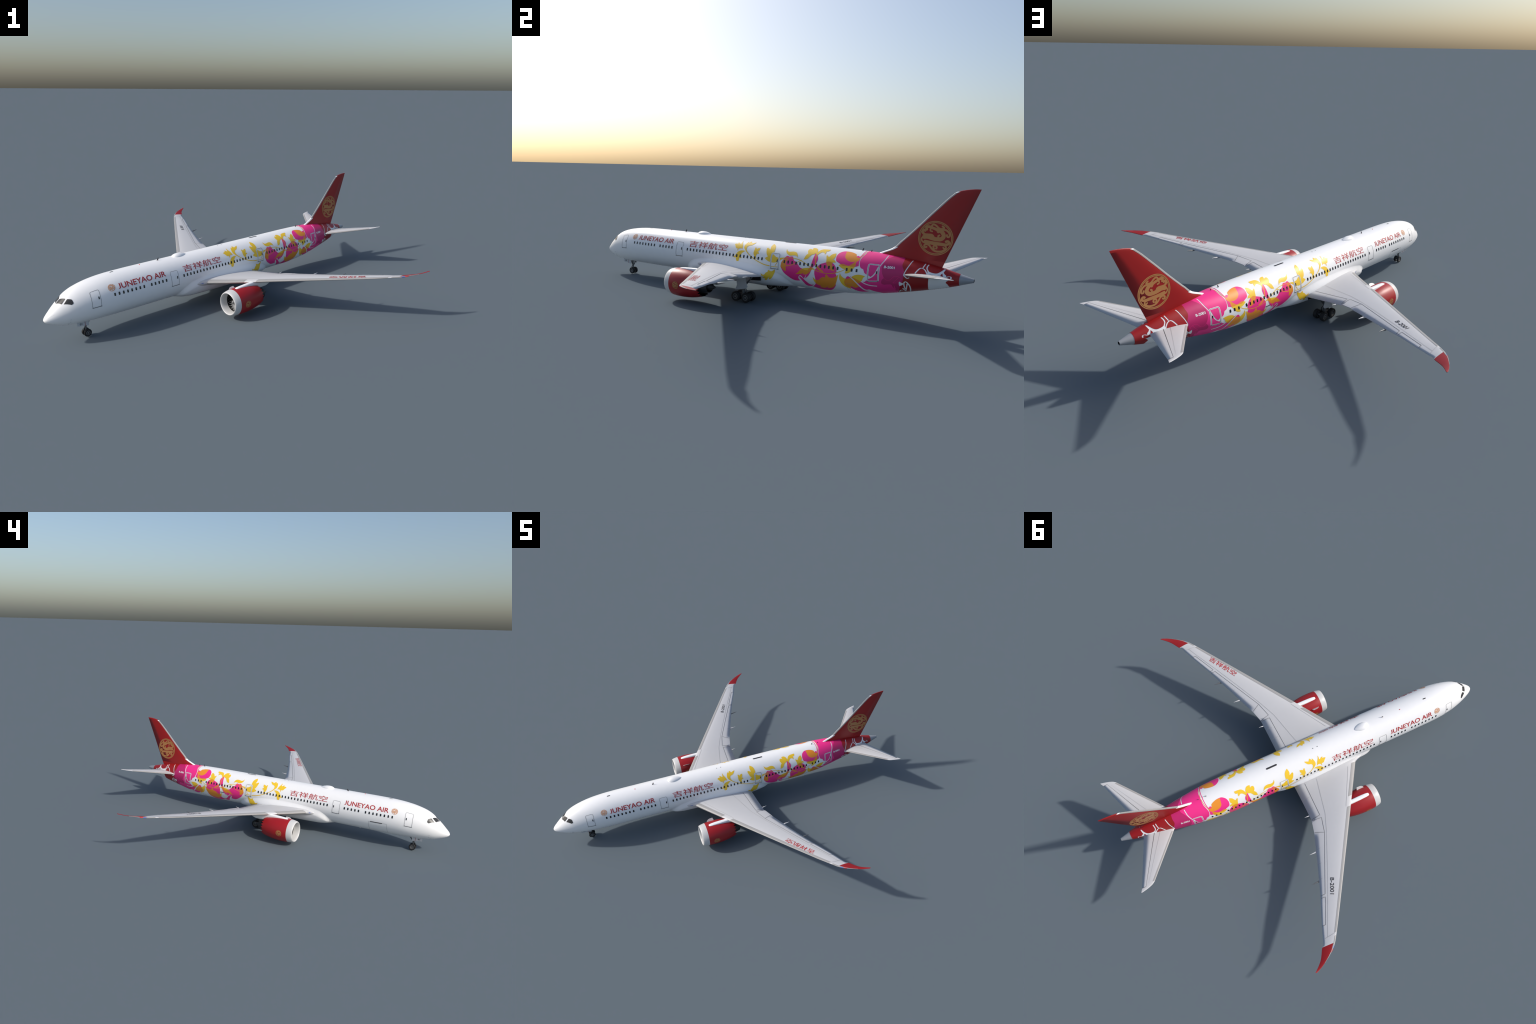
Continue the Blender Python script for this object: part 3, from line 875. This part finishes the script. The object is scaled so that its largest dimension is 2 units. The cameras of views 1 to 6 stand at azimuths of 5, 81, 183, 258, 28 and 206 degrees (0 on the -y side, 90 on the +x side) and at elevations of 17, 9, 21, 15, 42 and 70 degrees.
def wing_shell(name, s_list, q0, q1, side, off, mat, parent, nq=16, roll=None):
    """a skin panel a fraction of a millimetre proud of the wing"""
    pos, nor = [], []
    for s in s_list:
        a0, a1 = (q0(s) if callable(q0) else q0), (q1(s) if callable(q1) else q1)
        for k in range(nq + 1):
            p, n = wing_frame(s, a0 + (a1 - a0) * k / nq, side, off)
            if roll:
                q = a0 + (a1 - a0) * k / nq
                t = min(max((q * q - a0 * a0) / (1 - a0 * a0), 0), 1)
                n = (n + Vector((1, 0, -0.15)) * ROLL(s) * min(max((t - roll) / (1 - roll), 0), 1) ** 1.3).normalized()
            pos.append(p)
            nor.append(n)
    faces = grid_faces(len(s_list), nq + 1)
    fixed = []
    for f in faces:
        fn = (pos[f[1]] - pos[f[0]]).cross(pos[f[2]] - pos[f[0]])
        fixed.append(f if fn.dot(nor[f[0]]) > 0 else f[::-1])
    return mesh_object(name, pos, fixed, mat, parent, normals=nor)


def wing_top_map(side):
    """paint on the upper surface: u = X, v = distance from the centre line"""
    def f(u, v, off):
        le, te, t = lerp_station(v)
        fr = min(max((u - le.x) / (te.x - le.x), 0.0004), 1)
        return wing_frame(v, math.sqrt(fr), side, off)
    return f


def wing_line(name, pts, width, side, mat, parent, off=0.0012):
    c_ = []
    for (x0, y0), (x1, y1) in zip(pts[:-1], pts[1:]):
        k = max(1, int(math.dist((x0, y0), (x1, y1)) / 0.006))
        c_ += [Vector((x0 + (x1 - x0) * j / k, y0 + (y1 - y0) * j / k)) for j in range(k)]
    c_.append(Vector(pts[-1]))
    L, R = [], []
    for i, v in enumerate(c_):
        d = (c_[min(i + 1, len(c_) - 1)] - c_[max(i - 1, 0)]).normalized()
        m = Vector((-d.y, d.x)) * width / 2
        L.append(tuple(v + m))
        R.append(tuple(v - m))
    n = len(L)
    T_ = []
    for i in range(n - 1):
        T_ += [(i, i + 1, n + i + 1), (i, n + i + 1, n + i)]
    return paint(name, np.array(L + R), np.array(T_), wing_top_map(side), off, mat, parent)


def frange(a_, b_, n):
    return [a_ + (b_ - a_) * k / (n - 1) for k in range(n)]


RED_S = 1.0185
HINGE = [(1.2480, 0.134), (1.2600, 0.3500)]
for side in (-1, 1):
    s_main = sorted(set(frange(0.070, 0.145, 14) + frange(0.145, 0.979, 90) + frange(0.979, RED_S, 8)))
    wing = wing_body("wing", s_main, side, WING, None)
    wing_body("raked_wingtip", frange(RED_S, 1.113, 26), side, TIPRED, wing)

    # control surfaces behind the hinge lines, as separate skins wrapping the trailing edge
    def hinge_q(pa, pb):
        def f(s):
            t = (s - pa[1]) / (pb[1] - pa[1])
            X = pa[0] + (pb[0] - pa[0]) * t
            le, te, _ = lerp_station(s)
            return math.sqrt((X - le.x) / (te.x - le.x))
        return f
    for nm, pa, pb, s0, s1, rl in (("flap", (1.248, 0.134), (1.260, 0.350), 0.100, 0.3560, 0.22), ("flaperon", (1.258, 0.360), (1.285, 0.4575), 0.3563, 0.4440, 0.45),
                                   ("flap", (1.285, 0.4575), (1.445, 0.774), 0.4443, 0.7800, 0.5), ("aileron", (1.451, 0.789), (1.518, 0.921), 0.7803, 0.9200, 0.55),
                                   ("trailing_edge", (1.518, 0.921), (1.560, 1.010), 0.9203, 1.0150, 0.4)):
        hq = hinge_q(pa, pb)
        panel = wing_shell(nm, frange(s0, s1, 30), hq, 1.0, side, 0.0004, WING, wing, 14, roll=rl)
    gap = 0.0017
    for pts in ([(1.248, 0.128), (1.260, 0.350), (1.312, 0.3535)], [(1.313, 0.3605), (1.258, 0.3690), (1.2635, 0.384), (1.285, 0.4575), (1.335, 0.4320)],
                [(1.285, 0.4575), (1.445, 0.7740), (1.471, 0.7740)], [(1.476, 0.7865), (1.451, 0.7890), (1.518, 0.9210), (1.537, 0.9195)]):
        wing_line("panel_gap", pts, gap, side, LINE, wing)

    def along(f, y0, y1, n=2):
        out = []
        for y in frange(y0, y1, n):
            le, te, _ = lerp_station(y)
            out.append((le.x + (te.x - le.x) * f, y))
        return out
    wing_line("panel_seam", along(0.13, 0.150, 0.372, 6), 0.0012, side, FAINT, wing)
    wing_line("panel_seam", along(0.66, 0.132, 0.355, 4) + along(0.66, 0.456, 0.978, 12), 0.0012, side, FAINT, wing)
    for y in (0.22, 0.29, 0.53, 0.61, 0.69):
        wing_line("panel_seam", along(0.86, y, y + 0.0001)[:1] + [(lerp_station(y)[1].x - 0.006, y)], 0.0010, side, FAINT, wing, 0.0013)
    for y in (0.978,):
        le, te, _ = lerp_station(y)
        wing_line("panel_seam", [(le.x + 0.012, y), (te.x - 0.006, y)], 0.0012, side, FAINT, wing)

    # bare leading edge in pieces
    def slat_q(s):
        c_len = (lerp_station(s)[1] - lerp_station(s)[0]).length
        w_ = 0.029 - (s - 0.145) * 0.0165
        return math.sqrt(min(w_ / c_len, 0.5))
    for s0, s1 in ((0.137, 0.322), (0.378, 0.976)):
        wing_shell("leading_edge_slat", frange(s0, s1, 40), lambda s: -0.62 * slat_q(s), slat_q, side, 0.0007, SLAT, wing, 18)
    wing_shell("leading_edge_strip", frange(0.990, 1.084, 26), lambda s: -0.25, lambda s: 0.36 - max(0, (s - 1.03)) * 4.2, side, 0.0006, SLAT, wing, 12)
    for nm, s0, s1, m in (("navigation_light", 1.030, 1.041, BLUE), ("navigation_light", 1.0415, 1.053, LENS)):
        wing_shell(nm, frange(s0, s1, 6), -0.2, 0.16, side, 0.0012, m, wing, 8)
    # blue mark on the wing root glove
    mk = [wing_frame(s_, q_, side, 0.0006)[0] for s_, q_ in ((0.1235, 0.01), (0.1285, 0.045), (0.1288, -0.03))]
    mesh_object("blue_mark", mk, [(0, 1, 2)], BLUE, wing, smooth=False)

    # flap track fairings: slim canoes hanging under the trailing edge
    for tip, length, deep, m in (((1.4870, 0.6970, 0.2190), 0.110, 0.0130, STEEL), ((1.4215, 0.5390, 0.1990), 0.130, 0.0150, WING), ((1.3460, 0.3235, 0.1690), 0.145, 0.0160, WING)):
        rings_ = []
        for i in range(25):
            f = i / 24
            X = tip[0] - length * (1 - f)
            le, te, t_ = lerp_station(tip[1])
            fr = min(max((X - le.x) / (te.x - le.x), 0.05), 1)
            zw = wing_point(tip[1], -math.sqrt(fr), 1).z
            prof = (f / 0.45) ** 0.6 if f < 0.45 else (1 - (f - 0.45) / 0.55) ** 0.8
            zlo = zw - deep * prof * (1 - 0.15 * f)
            zmid = (zw + zlo) / 2
            if X > te.x:
                k_ = (X - te.x) / (tip[0] - te.x)
                zmid = zmid * (1 - k_) + tip[2] * k_
            r = max(0.0005, deep * 0.52 * prof)
            hz = max(0.0005, (zw - zlo) / 2 + 0.0005)
            rings_.append([(X, side * tip[1] + r * math.cos(a0), zmid + hz * math.sin(a0)) for a0 in [2 * math.pi * k / 14 for k in range(14)]])
        loft("flap_track_fairing", rings_, m, wing)

    # ---------------------------------------------------------------- wing lettering
    if side < 0:
        o, d = Vector((1.4535, 0.858)), Vector((-0.112, -0.176))
        body_, L_, H_, col, bl = "吉祥航空", 0.200, 0.033, TITLE, 0.010
    else:
        o, d = Vector((1.3790, 0.706)), Vector((0.0425, 0.0815))
        body_, L_, H_, col, bl = "B-2001", 0.092, 0.0215, INK, 0.012
    d = d.normalized()
    up = Vector((-abs(d.y), d.x if d.y > 0 else -d.x))
    if up.x > 0:
        up = -up

    def letter_map(u, v, off, o=o, d=d, up=up, side=side):
        p = o + d * u + up * v
        return wing_top_map(side)(p.x, p.y, off)
    text_paint("wing_lettering", body_, L_, H_, letter_map, 0.0008, col, wing, bold=bl, step=0.01)

# ------------------------------------------------------------------ vertical fin
FZ = [0.255, 0.3096, 0.3374, 0.3772, 0.4485, 0.5384, 0.6100, 0.6177, 0.6240, 0.6305, 0.6345, 0.6362]
FL = [1.880, 1.9073, 1.9677, 2.0112, 2.0820, 2.1666, 2.2385, 2.2478, 2.2610, 2.2860, 2.3120, 2.3300]
fin_le = make_curve(FZ, FL)


def fin_te(z):
    return 2.2126 + (z - 0.2725) * (2.3562 - 2.2126) / (0.636 - 0.2725)


def fin_point(z, q, off=0.0):
    """q in [-1, 1] port trailing edge .. leading edge .. starboard trailing edge"""
    le, te = fin_le(z), fin_te(z)
    ch = te - le
    f = q * q
    t = 0.074 if z > 0.36 else 0.074 - (0.36 - z) * 0.12
    yt = airfoil(f, t) * ch + 0.0014 * f
    return Vector((le + ch * f, (yt if q > 0 else -yt) + (off if q > 0 else -off), z))


zs = frange(0.255, 0.30, 4)[:-1] + frange(0.30, 0.60, 40)[:-1] + [0.6362 - 0.0362 * (1 - k / 22) ** 2 for k in range(23)]
qs = [-1 + k / 40 for k in range(81)]
fin = loft("vertical_fin", [[fin_point(z, q) for q in qs] for z in zs], TAILRED, sharp=62)


def fin_shell(name, z_list, qa, qb, off, mat, parent, nq=14, roll=0.0):
    pos, nor = [], []
    for z in z_list:
        a0, a1 = (qa(z) if callable(qa) else qa), (qb(z) if callable(qb) else qb)
        for k in range(nq + 1):
            q = a0 + (a1 - a0) * k / nq
            e = 1e-3
            dz = fin_point(min(z + e, 0.636), q) - fin_point(z - e, q)
            dq = fin_point(z, min(q + 0.01, 1)) - fin_point(z, max(q - 0.01, -1))
            n = dz.cross(dq).normalized()
            if n.dot(Vector((-1 if abs(q) < 0.25 else 0, 1 if q > 0.1 else (-1 if q < -0.1 else 0), 0))) < 0:
                n = -n
            pos.append(fin_point(z, q) + n * off)
            nor.append((n + Vector((roll, 0, 0)) * (k / nq) ** 1.6).normalized())
    faces = []
    for f in grid_faces(len(z_list), nq + 1):
        fn = (pos[f[1]] - pos[f[0]]).cross(pos[f[2]] - pos[f[0]])
        faces.append(f if fn.dot(nor[f[0]]) > 0 else f[::-1])
    return mesh_object(name, pos, faces, mat, parent, normals=nor)


def edge_q(z):
    return math.sqrt(min(0.0105 / (fin_te(z) - fin_le(z)), 0.6))


fin_shell("fin_leading_edge", frange(0.349, 0.6165, 40), lambda z: -edge_q(z), edge_q, 0.0006, SLAT, fin)
fin_shell("dorsal_fairing", frange(0.298, 0.3485, 16), lambda z: -edge_q(z) * 1.25, lambda z: edge_q(z) * 1.25, 0.0007, WHITE, fin)
fin_shell("fin_tip_cap", frange(0.6168, 0.6225, 6), lambda z: -edge_q(z), edge_q, 0.0006, WHITE, fin)
for side in (-1, 1):
    fin_shell("rudder", frange(0.300, 0.626, 30), side * 0.800, side * 1.0, 0.0003, TAILRED, fin, 10, roll=1.1)

    def fin_map(u, v, off, side=side):
        X = 2.1735 + (u if side < 0 else -u) * 0.0795
        z = 0.4060 + v * 0.0802
        fr = min(max((X - fin_le(z)) / (fin_te(z) - fin_le(z)), 0.001), 1)
        p = fin_point(z, side * math.sqrt(fr), off)
        return p, Vector((0, side, 0))
    if side > 0:                        # the drawing faces forward on both sides
        def fin_map(u, v, off):
            X = 2.1735 + u * 0.0795
            z = 0.4060 + v * 0.0802
            fr = min(max((X - fin_le(z)) / (fin_te(z) - fin_le(z)), 0.001), 1)
            return fin_point(z, math.sqrt(fr), off), Vector((0, 1, 0))
    emblem("round_emblem", fin_map, 0.0008, GOLD, fin)

# ------------------------------------------------------------------ horizontal stabilisers
TL = make_curve([0.3180, 0.3300, 0.3400, 0.3465], [2.2615, 2.2800, 2.3100, 2.3400])


def stab_edges(y):
    lx = 2.0602 + (y - 0.075) * (2.2615 - 2.0602) / (0.3180 - 0.075) if y < 0.3180 else TL(y)
    le = Vector((lx, y, 0.2295 + (y - 0.075) * 0.2040))
    te = Vector((2.2313 + (y - 0.038) * 0.3614 + max(0, y - 0.3255) * 0.18, y, 0.2380 + (y - 0.038) * 0.158))
    return le, te


def stab_point(y, q, side):
    le, te = stab_edges(y)
    ch = te - le
    f = q * q
    yt = airfoil(f, 0.082) * ch.length + 0.0010 * f
    g = ((f - 0.72) / 0.28) ** 2 if f > 0.72 else 0
    p = le + ch * f
    p.z += (yt if q > 0 else -yt) - 0.0020 * g * min(1, ch.length / 0.12)
    p.y *= side
    return p


def stab_frame(y, q, side, off):
    p = stab_point(y, q, side)
    dy = stab_point(y + 1e-3, q, side) - stab_point(y - 1e-3, q, side)
    dq = stab_point(y, min(q + 0.01, 1), side) - stab_point(y, max(q - 0.01, -1), side)
    n = dy.cross(dq).normalized()
    want = Vector((-0.6 if abs(q) < 0.3 else 0, 0, 1 if q > 0.12 else (-1 if q < -0.12 else 0)))
    if n.dot(want) < 0:
        n = -n
    return p + n * off, n


for side in (-1, 1):
    ys = frange(0.024, 0.318, 34)[:-1] + frange(0.318, 0.3462, 16)
    stab = loft("horizontal_stabiliser", [[stab_point(y, -1 + k / 30, side) for k in range(61)] for y in ys], WING, sharp=62)

    def shell(name, ylist, qa, qb, off, mat, nq=10, roll=0.0):
        pos, nor = [], []
        for y in ylist:
            a0, a1 = (qa(y) if callable(qa) else qa), (qb(y) if callable(qb) else qb)
            for k in range(nq + 1):
                p, n = stab_frame(y, a0 + (a1 - a0) * k / nq, side, off)
                pos.append(p)
                nor.append((n + Vector((roll, 0, -0.1 * roll)) * max(0, (k / nq - 0.35) / 0.65) ** 1.3).normalized())
        faces = []
        for f in grid_faces(len(ylist), nq + 1):
            fn = (pos[f[1]] - pos[f[0]]).cross(pos[f[2]] - pos[f[0]])
            faces.append(f if fn.dot(nor[f[0]]) > 0 else f[::-1])
        return mesh_object(name, pos, faces, mat, stab, normals=nor)

    def lead(y):
        le, te = stab_edges(y)
        return math.sqrt(min(0.0125 / (te - le).length, 0.5))

    def hinge(y):
        le, te = stab_edges(y)
        X = 2.1706 + (y - 0.0506) * (2.3143 - 2.1706) / (0.3302 - 0.0506)
        return math.sqrt(min(max((X - le.x) / (te.x - le.x), 0.2), 0.96))
    shell("leading_edge_strip", frange(0.082, 0.314, 30), lambda y: -0.6 * lead(y), lead, 0.0006, SLAT)
    shell("elevator", frange(0.036, 0.3255, 30), hinge, 1.0, 0.0004, WING, 14, roll=1.5)
    shell("elevator_gap", frange(0.046, 0.326, 40), lambda y: hinge(y) - 0.0045, lambda y: hinge(y) + 0.0045, 0.0008, LINE, 1)
    shell("elevator_gap", frange(0.3243, 0.3260, 3), hinge, 0.99, 0.0008, LINE, 6)
    shell("panel_seam", frange(0.060, 0.312, 30), lambda y: hinge(y) - 0.125, lambda y: hinge(y) - 0.121, 0.0008, FAINT, 1)

# ------------------------------------------------------------------ engines
EX_, EY_, EZ_ = 0.882, 0.3567, 0.0972
OUT = [(0.8770, 0.0622), (0.8785, 0.0650), (0.8815, 0.0668), (0.889, 0.0692), (0.902, 0.0718), (0.9160, 0.0736), (0.935, 0.0751), (0.960, 0.0758), (0.985, 0.0753),
       (1.010, 0.0738), (1.035, 0.0708), (1.058, 0.0670), (1.078, 0.0625), (1.090, 0.0594), (1.105, 0.0553)]
nac_r = make_curve([p[0] for p in OUT[2:]], [p[1] for p in OUT[2:]])


def nacelle_radius(X):
    return nac_r(X)


blade_mesh = None
for side in (-1, 1):
    ctr = Vector((0, side * EY_, EZ_))
    N = 160
    CHEV = 20

    def ring(X, r, tooth=0.0):
        out = []
        for k in range(N):
            t = 2 * math.pi * k / N
            ph = (k * CHEV / N) % 1.0
            dx = tooth * (1 - abs(2 * ph - 1)) if tooth else 0
            x_ = X + dx
            rr = r - dx * 0.28
            out.append((x_, ctr.y + rr * math.sin(t), ctr.z + rr * math.cos(t)))
        return out
    rings_ = [ring(X, nacelle_radius(X)) for X in [0.9160 + (1.078 - 0.9160) * k / 26 for k in range(27)]]
    rings_.append(ring(1.0900, 0.0594))
    rings_.append(ring(1.0905, 0.0592, 0.0150))
    rings_.append(ring(1.0905, 0.0580, 0.0146))
    for X in (1.0890, 1.0780, 1.0500, 1.0100, 0.9700, 0.9450):
        rings_.append(ring(X, nacelle_radius(X) - 0.0016))
    fm = []
    for i in range(len(rings_) - 1):
        fm += [0 if i < 28 else 1] * N
    nacelle = mesh_object("engine_nacelle", [p for r_ in rings_ for p in r_], grid_faces(len(rings_), N, close_v=True), [RED, DARK], None, face_mats=fm, sharp=40)
    lip = [(0.9160, 0.0736), (0.902, 0.0718), (0.889, 0.0692), (0.8815, 0.0668), (0.8785, 0.0650), (0.8770, 0.0622), (0.8785, 0.0598), (0.8820, 0.0582),
           (0.890, 0.0566), (0.903, 0.0555), (0.920, 0.0553)]
    lathe("intake_ring", lip, (0, ctr.y, ctr.z), (1, 0, 0), LIP, nacelle, 96, sharp=60)
    lathe("fan_duct", [(0.9195, 0.0554), (0.9300, 0.0556), (0.950, 0.0556), (0.950, 0.001)], (0, ctr.y, ctr.z), (1, 0, 0), BLACK, nacelle, 64)
    lathe("spinner", [(0.9090, 0.0), (0.9110, 0.0040), (0.9160, 0.0090), (0.9230, 0.0135), (0.9300, 0.0160), (0.948, 0.0170)], (0, ctr.y, ctr.z), (1, 0, 0), STEEL, nacelle, 36)
    if blade_mesh is None:
        vs, fs = [], []
        for i in range(11):
            f = i / 10
            r = 0.0165 + (0.0545 - 0.0165) * f
            tw = math.radians(28 + 34 * f)
            swp = 0.006 * math.sin(math.pi * f) - 0.010 * f * f
            cw = 0.0085 + 0.0045 * math.sin(math.pi * f ** 0.9)
            for j in range(5):
                u = (j / 4 - 0.5) * cw
                ax, tg = u * math.cos(tw), u * math.sin(tw) + swp
                ph = tg / r
                for sgn in (-1, 1):
                    th_ = 0.00055 * sgn * (1 - (2 * j / 4 - 1) ** 2 * 0.9)
                    a1 = ph + th_ * math.cos(tw) / r
                    vs.append((ax - th_ * math.sin(tw), r * math.sin(a1), r * math.cos(a1)))
        for i in range(10):
            for j in range(4):
                b0, b1 = (i * 5 + j) * 2, ((i + 1) * 5 + j) * 2
                fs.append((b0, b0 + 2, b1 + 2, b1))
                fs.append((b0 + 1, b1 + 1, b1 + 3, b0 + 3))
        bl = mesh_object("fan_blade", vs, fs, BLADE, nacelle)
        blade_mesh = bl.data
    else:
        bl = bpy.data.objects.new("fan_blade", blade_mesh)
        place(bl, nacelle)
    bl.location = (0.9275, ctr.y, ctr.z)
    for k in range(1, 18):
        ob = bl.copy()
        place(ob, nacelle, (0.9275, ctr.y, ctr.z))
        ob.rotation_euler = (2 * math.pi * k / 18, 0, 0)
    # hot section
    lathe("core_cowl", [(0.972, 0.034), (1.000, 0.044), (1.030, 0.048), (1.060, 0.0465), (1.090, 0.0425), (1.115, 0.0370), (1.136, 0.0315), (1.136, 0.0285), (1.12, 0.0280)], (0, ctr.y, ctr.z), (1, 0, 0), DARK, nacelle, 64)
    lathe("exhaust_plug", [(1.110, 0.0225), (1.130, 0.0205), (1.150, 0.0140), (1.165, 0.0070), (1.1735, 0.0015), (1.174, 0.0)], (0, ctr.y, ctr.z), (1, 0, 0), DARK, nacelle, 40)
    lathe("duct_back_wall", [(0.9520, 0.0740), (0.9520, 0.001)], (0, ctr.y, ctr.z), (1, 0, 0), BLACK, nacelle, 40)

    # pylon: a slim white strut from the crown of the cowling back under the wing
    top = make_curve([0.932, 0.938, 0.955, 1.00, 1.05, 1.09, 1.24], [0.1695, 0.1735, 0.1770, 0.1805, 0.1830, 0.1850, 0.1800])
    bot = make_curve([0.932, 0.96, 1.00, 1.05, 1.09, 1.12, 1.16, 1.20, 1.24], [0.1670, 0.165, 0.162, 0.158, 0.150, 0.1340, 0.1340, 0.1450, 0.1700])
    wid = make_curve([0.932, 0.937, 0.948, 0.97, 1.06, 1.13, 1.20, 1.24], [0.0015, 0.0066, 0.0100, 0.0115, 0.0120, 0.0105, 0.0060, 0.0010])
    rings_ = []
    for X in frange(0.932, 1.24, 48):
        zt, zb, hw = top(X), bot(X), wid(X)
        zm, hz = (zt + zb) / 2, max((zt - zb) / 2, 0.0006)
        rg = []
        for k in range(28):
            t = 2 * math.pi * k / 28
            cs, sn = math.cos(t), math.sin(t)
            rg.append((X, ctr.y + hw * math.copysign(abs(cs) ** 0.8, cs), zm + hz * math.copysign(abs(sn) ** 0.6, sn)))
        rings_.append(rg)
    loft("engine_pylon", rings_, WHITE, nacelle)
    # chine on the inboard shoulder
    a0 = math.radians(48)
    rad = Vector((0, -side * math.sin(a0), math.cos(a0)))
    tang = Vector((0, math.cos(a0), side * math.sin(a0)))
    o_ = Vector((0, ctr.y, ctr.z))
    pts = []
    for X, r in ((0.936, -0.002), (0.941, 0.0075), (0.950, 0.0140), (0.962, 0.0170), (0.980, 0.0180), (0.984, 0.0000), (0.984, -0.003)):
        pts.append(o_ + Vector((X, 0, 0)) + rad * (nacelle_radius(X) + r))
    plate("nacelle_strake", pts, tang, 0.0016, LIP, nacelle)

    for inner in (-1, 1):
        def eng_map(u, v, off, inner=inner):
            X = 0.965 + u * 0.0200
            out_dir = side if inner > 0 else -side
            a1 = (0.0943 - EZ_ + v * 0.0200) / 0.0757
            r = nacelle_radius(X) + off
            n = Vector((0, out_dir * math.cos(a1), math.sin(a1)))
            return Vector((X, ctr.y, ctr.z)) + n * r, n
        emblem("round_emblem", eng_map, 0.0006, GOLD, nacelle)

# ------------------------------------------------------------------ landing gear
wheel_meshes = {}


def wheel(radius, width, hub, at, parent):
    """tyre with grooves and a dished hub; axle along Y"""
    key = radius
    r, w = radius, width / 2
    if key not in wheel_meshes:
        tyre = [(-w * 0.70, hub), (-w * 0.92, hub * 1.12), (-w, r * 0.80), (-w * 0.93, r * 0.91), (-w * 0.72, r * 0.98), (-w * 0.45, r), (-w * 0.42, r * 0.985), (-w * 0.36, r * 0.985),
                (-w * 0.33, r), (w * 0.33, r), (w * 0.36, r * 0.985), (w * 0.42, r * 0.985), (w * 0.45, r), (w * 0.72, r * 0.98), (w * 0.93, r * 0.91), (w, r * 0.80), (w * 0.92, hub * 1.12), (w * 0.70, hub)]
        rim = [(-w * 0.72, 0), (-w * 0.76, hub * 0.30), (-w * 0.62, hub * 0.36), (-w * 0.55, hub * 0.72), (-w * 0.84, hub * 0.90), (-w * 0.80, hub * 1.06), (w * 0.80, hub * 1.06), (w * 0.84, hub * 0.90),
               (w * 0.55, hub * 0.72), (w * 0.62, hub * 0.36), (w * 0.76, hub * 0.30), (w * 0.72, 0)]
        t_ = lathe("tyre", tyre, (0, 0, 0), (0, 1, 0), RUBBER, parent, 40)
        h_ = lathe("wheel_hub", rim, (0, 0, 0), (0, 1, 0), HUB, parent, 30, face_mats=[0, 1, 1, 1, 0, 0, 0, 1, 1, 1, 0], mats=[HUB, HUBDARK])
        wheel_meshes[key] = (t_.data, h_.data)
        t_.location = at
        h_.location = at
        return
    for nm, me in zip(("tyre", "wheel_hub"), wheel_meshes[key]):
        place(bpy.data.objects.new(nm, me), parent, at)


for side in (-1, 1):
    Y = side * 0.1765
    gear = rod("main_landing_gear", (1.2225, Y, 0.034), (1.2225, Y, 0.146), 0.0092, STEEL, None, 18)
    for X in (1.1905, 1.2555):
        for dy in (-0.0235, 0.0235):
            wheel(0.0264, 0.0225, 0.0140, (X, Y + dy, 0.0264), gear)
        rod("axle", (X, Y - 0.020, 0.0264), (X, Y + 0.020, 0.0264), 0.005, STEEL, gear)
    rod("bogie_beam", (1.186, Y, 0.0285), (1.260, Y, 0.0285), 0.0070, STEEL, gear)
    rod("shock_piston", (1.2225, Y, 0.026), (1.2225, Y, 0.060), 0.0050, HUB, gear)
    rod("side_brace", (1.2225, Y - side * 0.004, 0.078), (1.245, Y - side * 0.070, 0.135), 0.0040, STEEL, gear)
    rod("drag_brace", (1.2225, Y, 0.070), (1.268, Y - side * 0.020, 0.140), 0.0036, STEEL, gear)
    rod("torque_link", (1.2320, Y, 0.038), (1.2440, Y, 0.058), 0.0026, STEEL, gear)
    rod("torque_link", (1.2440, Y, 0.058), (1.2300, Y, 0.078), 0.0026, STEEL, gear)
    yd = side * 0.2005
    plate("gear_door", [(1.187, yd, 0.140), (1.246, yd, 0.146), (1.258, yd + side * 0.002, 0.104), (1.266, yd + side * 0.003, 0.0860), (1.257, yd + side * 0.004, 0.0760), (1.188, yd + side * 0.004, 0.0625), (1.199, yd + side * 0.003, 0.0900)],
          (0, 1, 0), 0.0022, PALE, gear)
    plate("wheel_well_plate", [(1.225, side * 0.1220, 0.130), (1.292, side * 0.1200, 0.130), (1.292, side * 0.116, 0.110), (1.225, side * 0.115, 0.104)], (0, 1, -0.2 * side), 0.004, BLACK, gear)  # black plate added on the fairing in place of an open well

leg = rod("nose_landing_gear", (0.2140, 0, 0.030), (0.2080, 0, 0.096), 0.0048, STEEL, None, 16)
for dy in (-0.0125, 0.0125):
    wheel(0.0207, 0.0125, 0.0112, (0.2160, dy, 0.0207), leg)
rod("axle", (0.2160, -0.014, 0.0207), (0.2160, 0.014, 0.0207), 0.0032, STEEL, leg)
rod("shock_piston", (0.2156, 0, 0.0207), (0.2136, 0, 0.044), 0.0036, HUB, leg)
rod("drag_brace", (0.2130, 0, 0.050), (0.2420, 0, 0.092), 0.0034, STEEL, leg)
for dy in (-0.008, 0.008):
    rod("side_brace", (0.2120, dy * 0.3, 0.052), (0.2030, dy * 1.4, 0.090), 0.0026, STEEL, leg)
rod("torque_link", (0.2060, 0, 0.030), (0.1990, 0, 0.042), 0.0022, STEEL, leg)
rod("torque_link", (0.1990, 0, 0.042), (0.2090, 0, 0.055), 0.0022, STEEL, leg)
for side in (-1, 1):
    yd = side * 0.0262
    low = lambda X: 0.0778 - (X - 0.1555) * 0.17
    for xa, xb in ((0.1555, 0.1975), (0.2000, 0.2195)):
        door = plate("gear_door", [(xa, yd, 0.104), (xb, yd, 0.099), (xb, yd, low(xb)), (xa, yd, low(xa))], (0, 1, 0), 0.0016, PALE, leg)
        if xa < 0.16:
            plate("red_stripe", [(0.1980, yd, 0.0985), (0.1996, yd, 0.0985), (0.1996, yd, low(0.1996)), (0.1980, yd, low(0.1980))], (0, 1, 0), 0.0019, RED, door)

            def door_map(u, v, off, side=side, yd=yd):
                X = 0.1700 + u if side < 0 else 0.1830 - u
                return Vector((X, yd + side * (0.0008 + off), 0.0800 + v)), Vector((0, side, 0))
            text_paint("door_lettering", "01", 0.013, 0.0098, door_map, 0.0003, INK, door, bold=0.02, step=0.05)
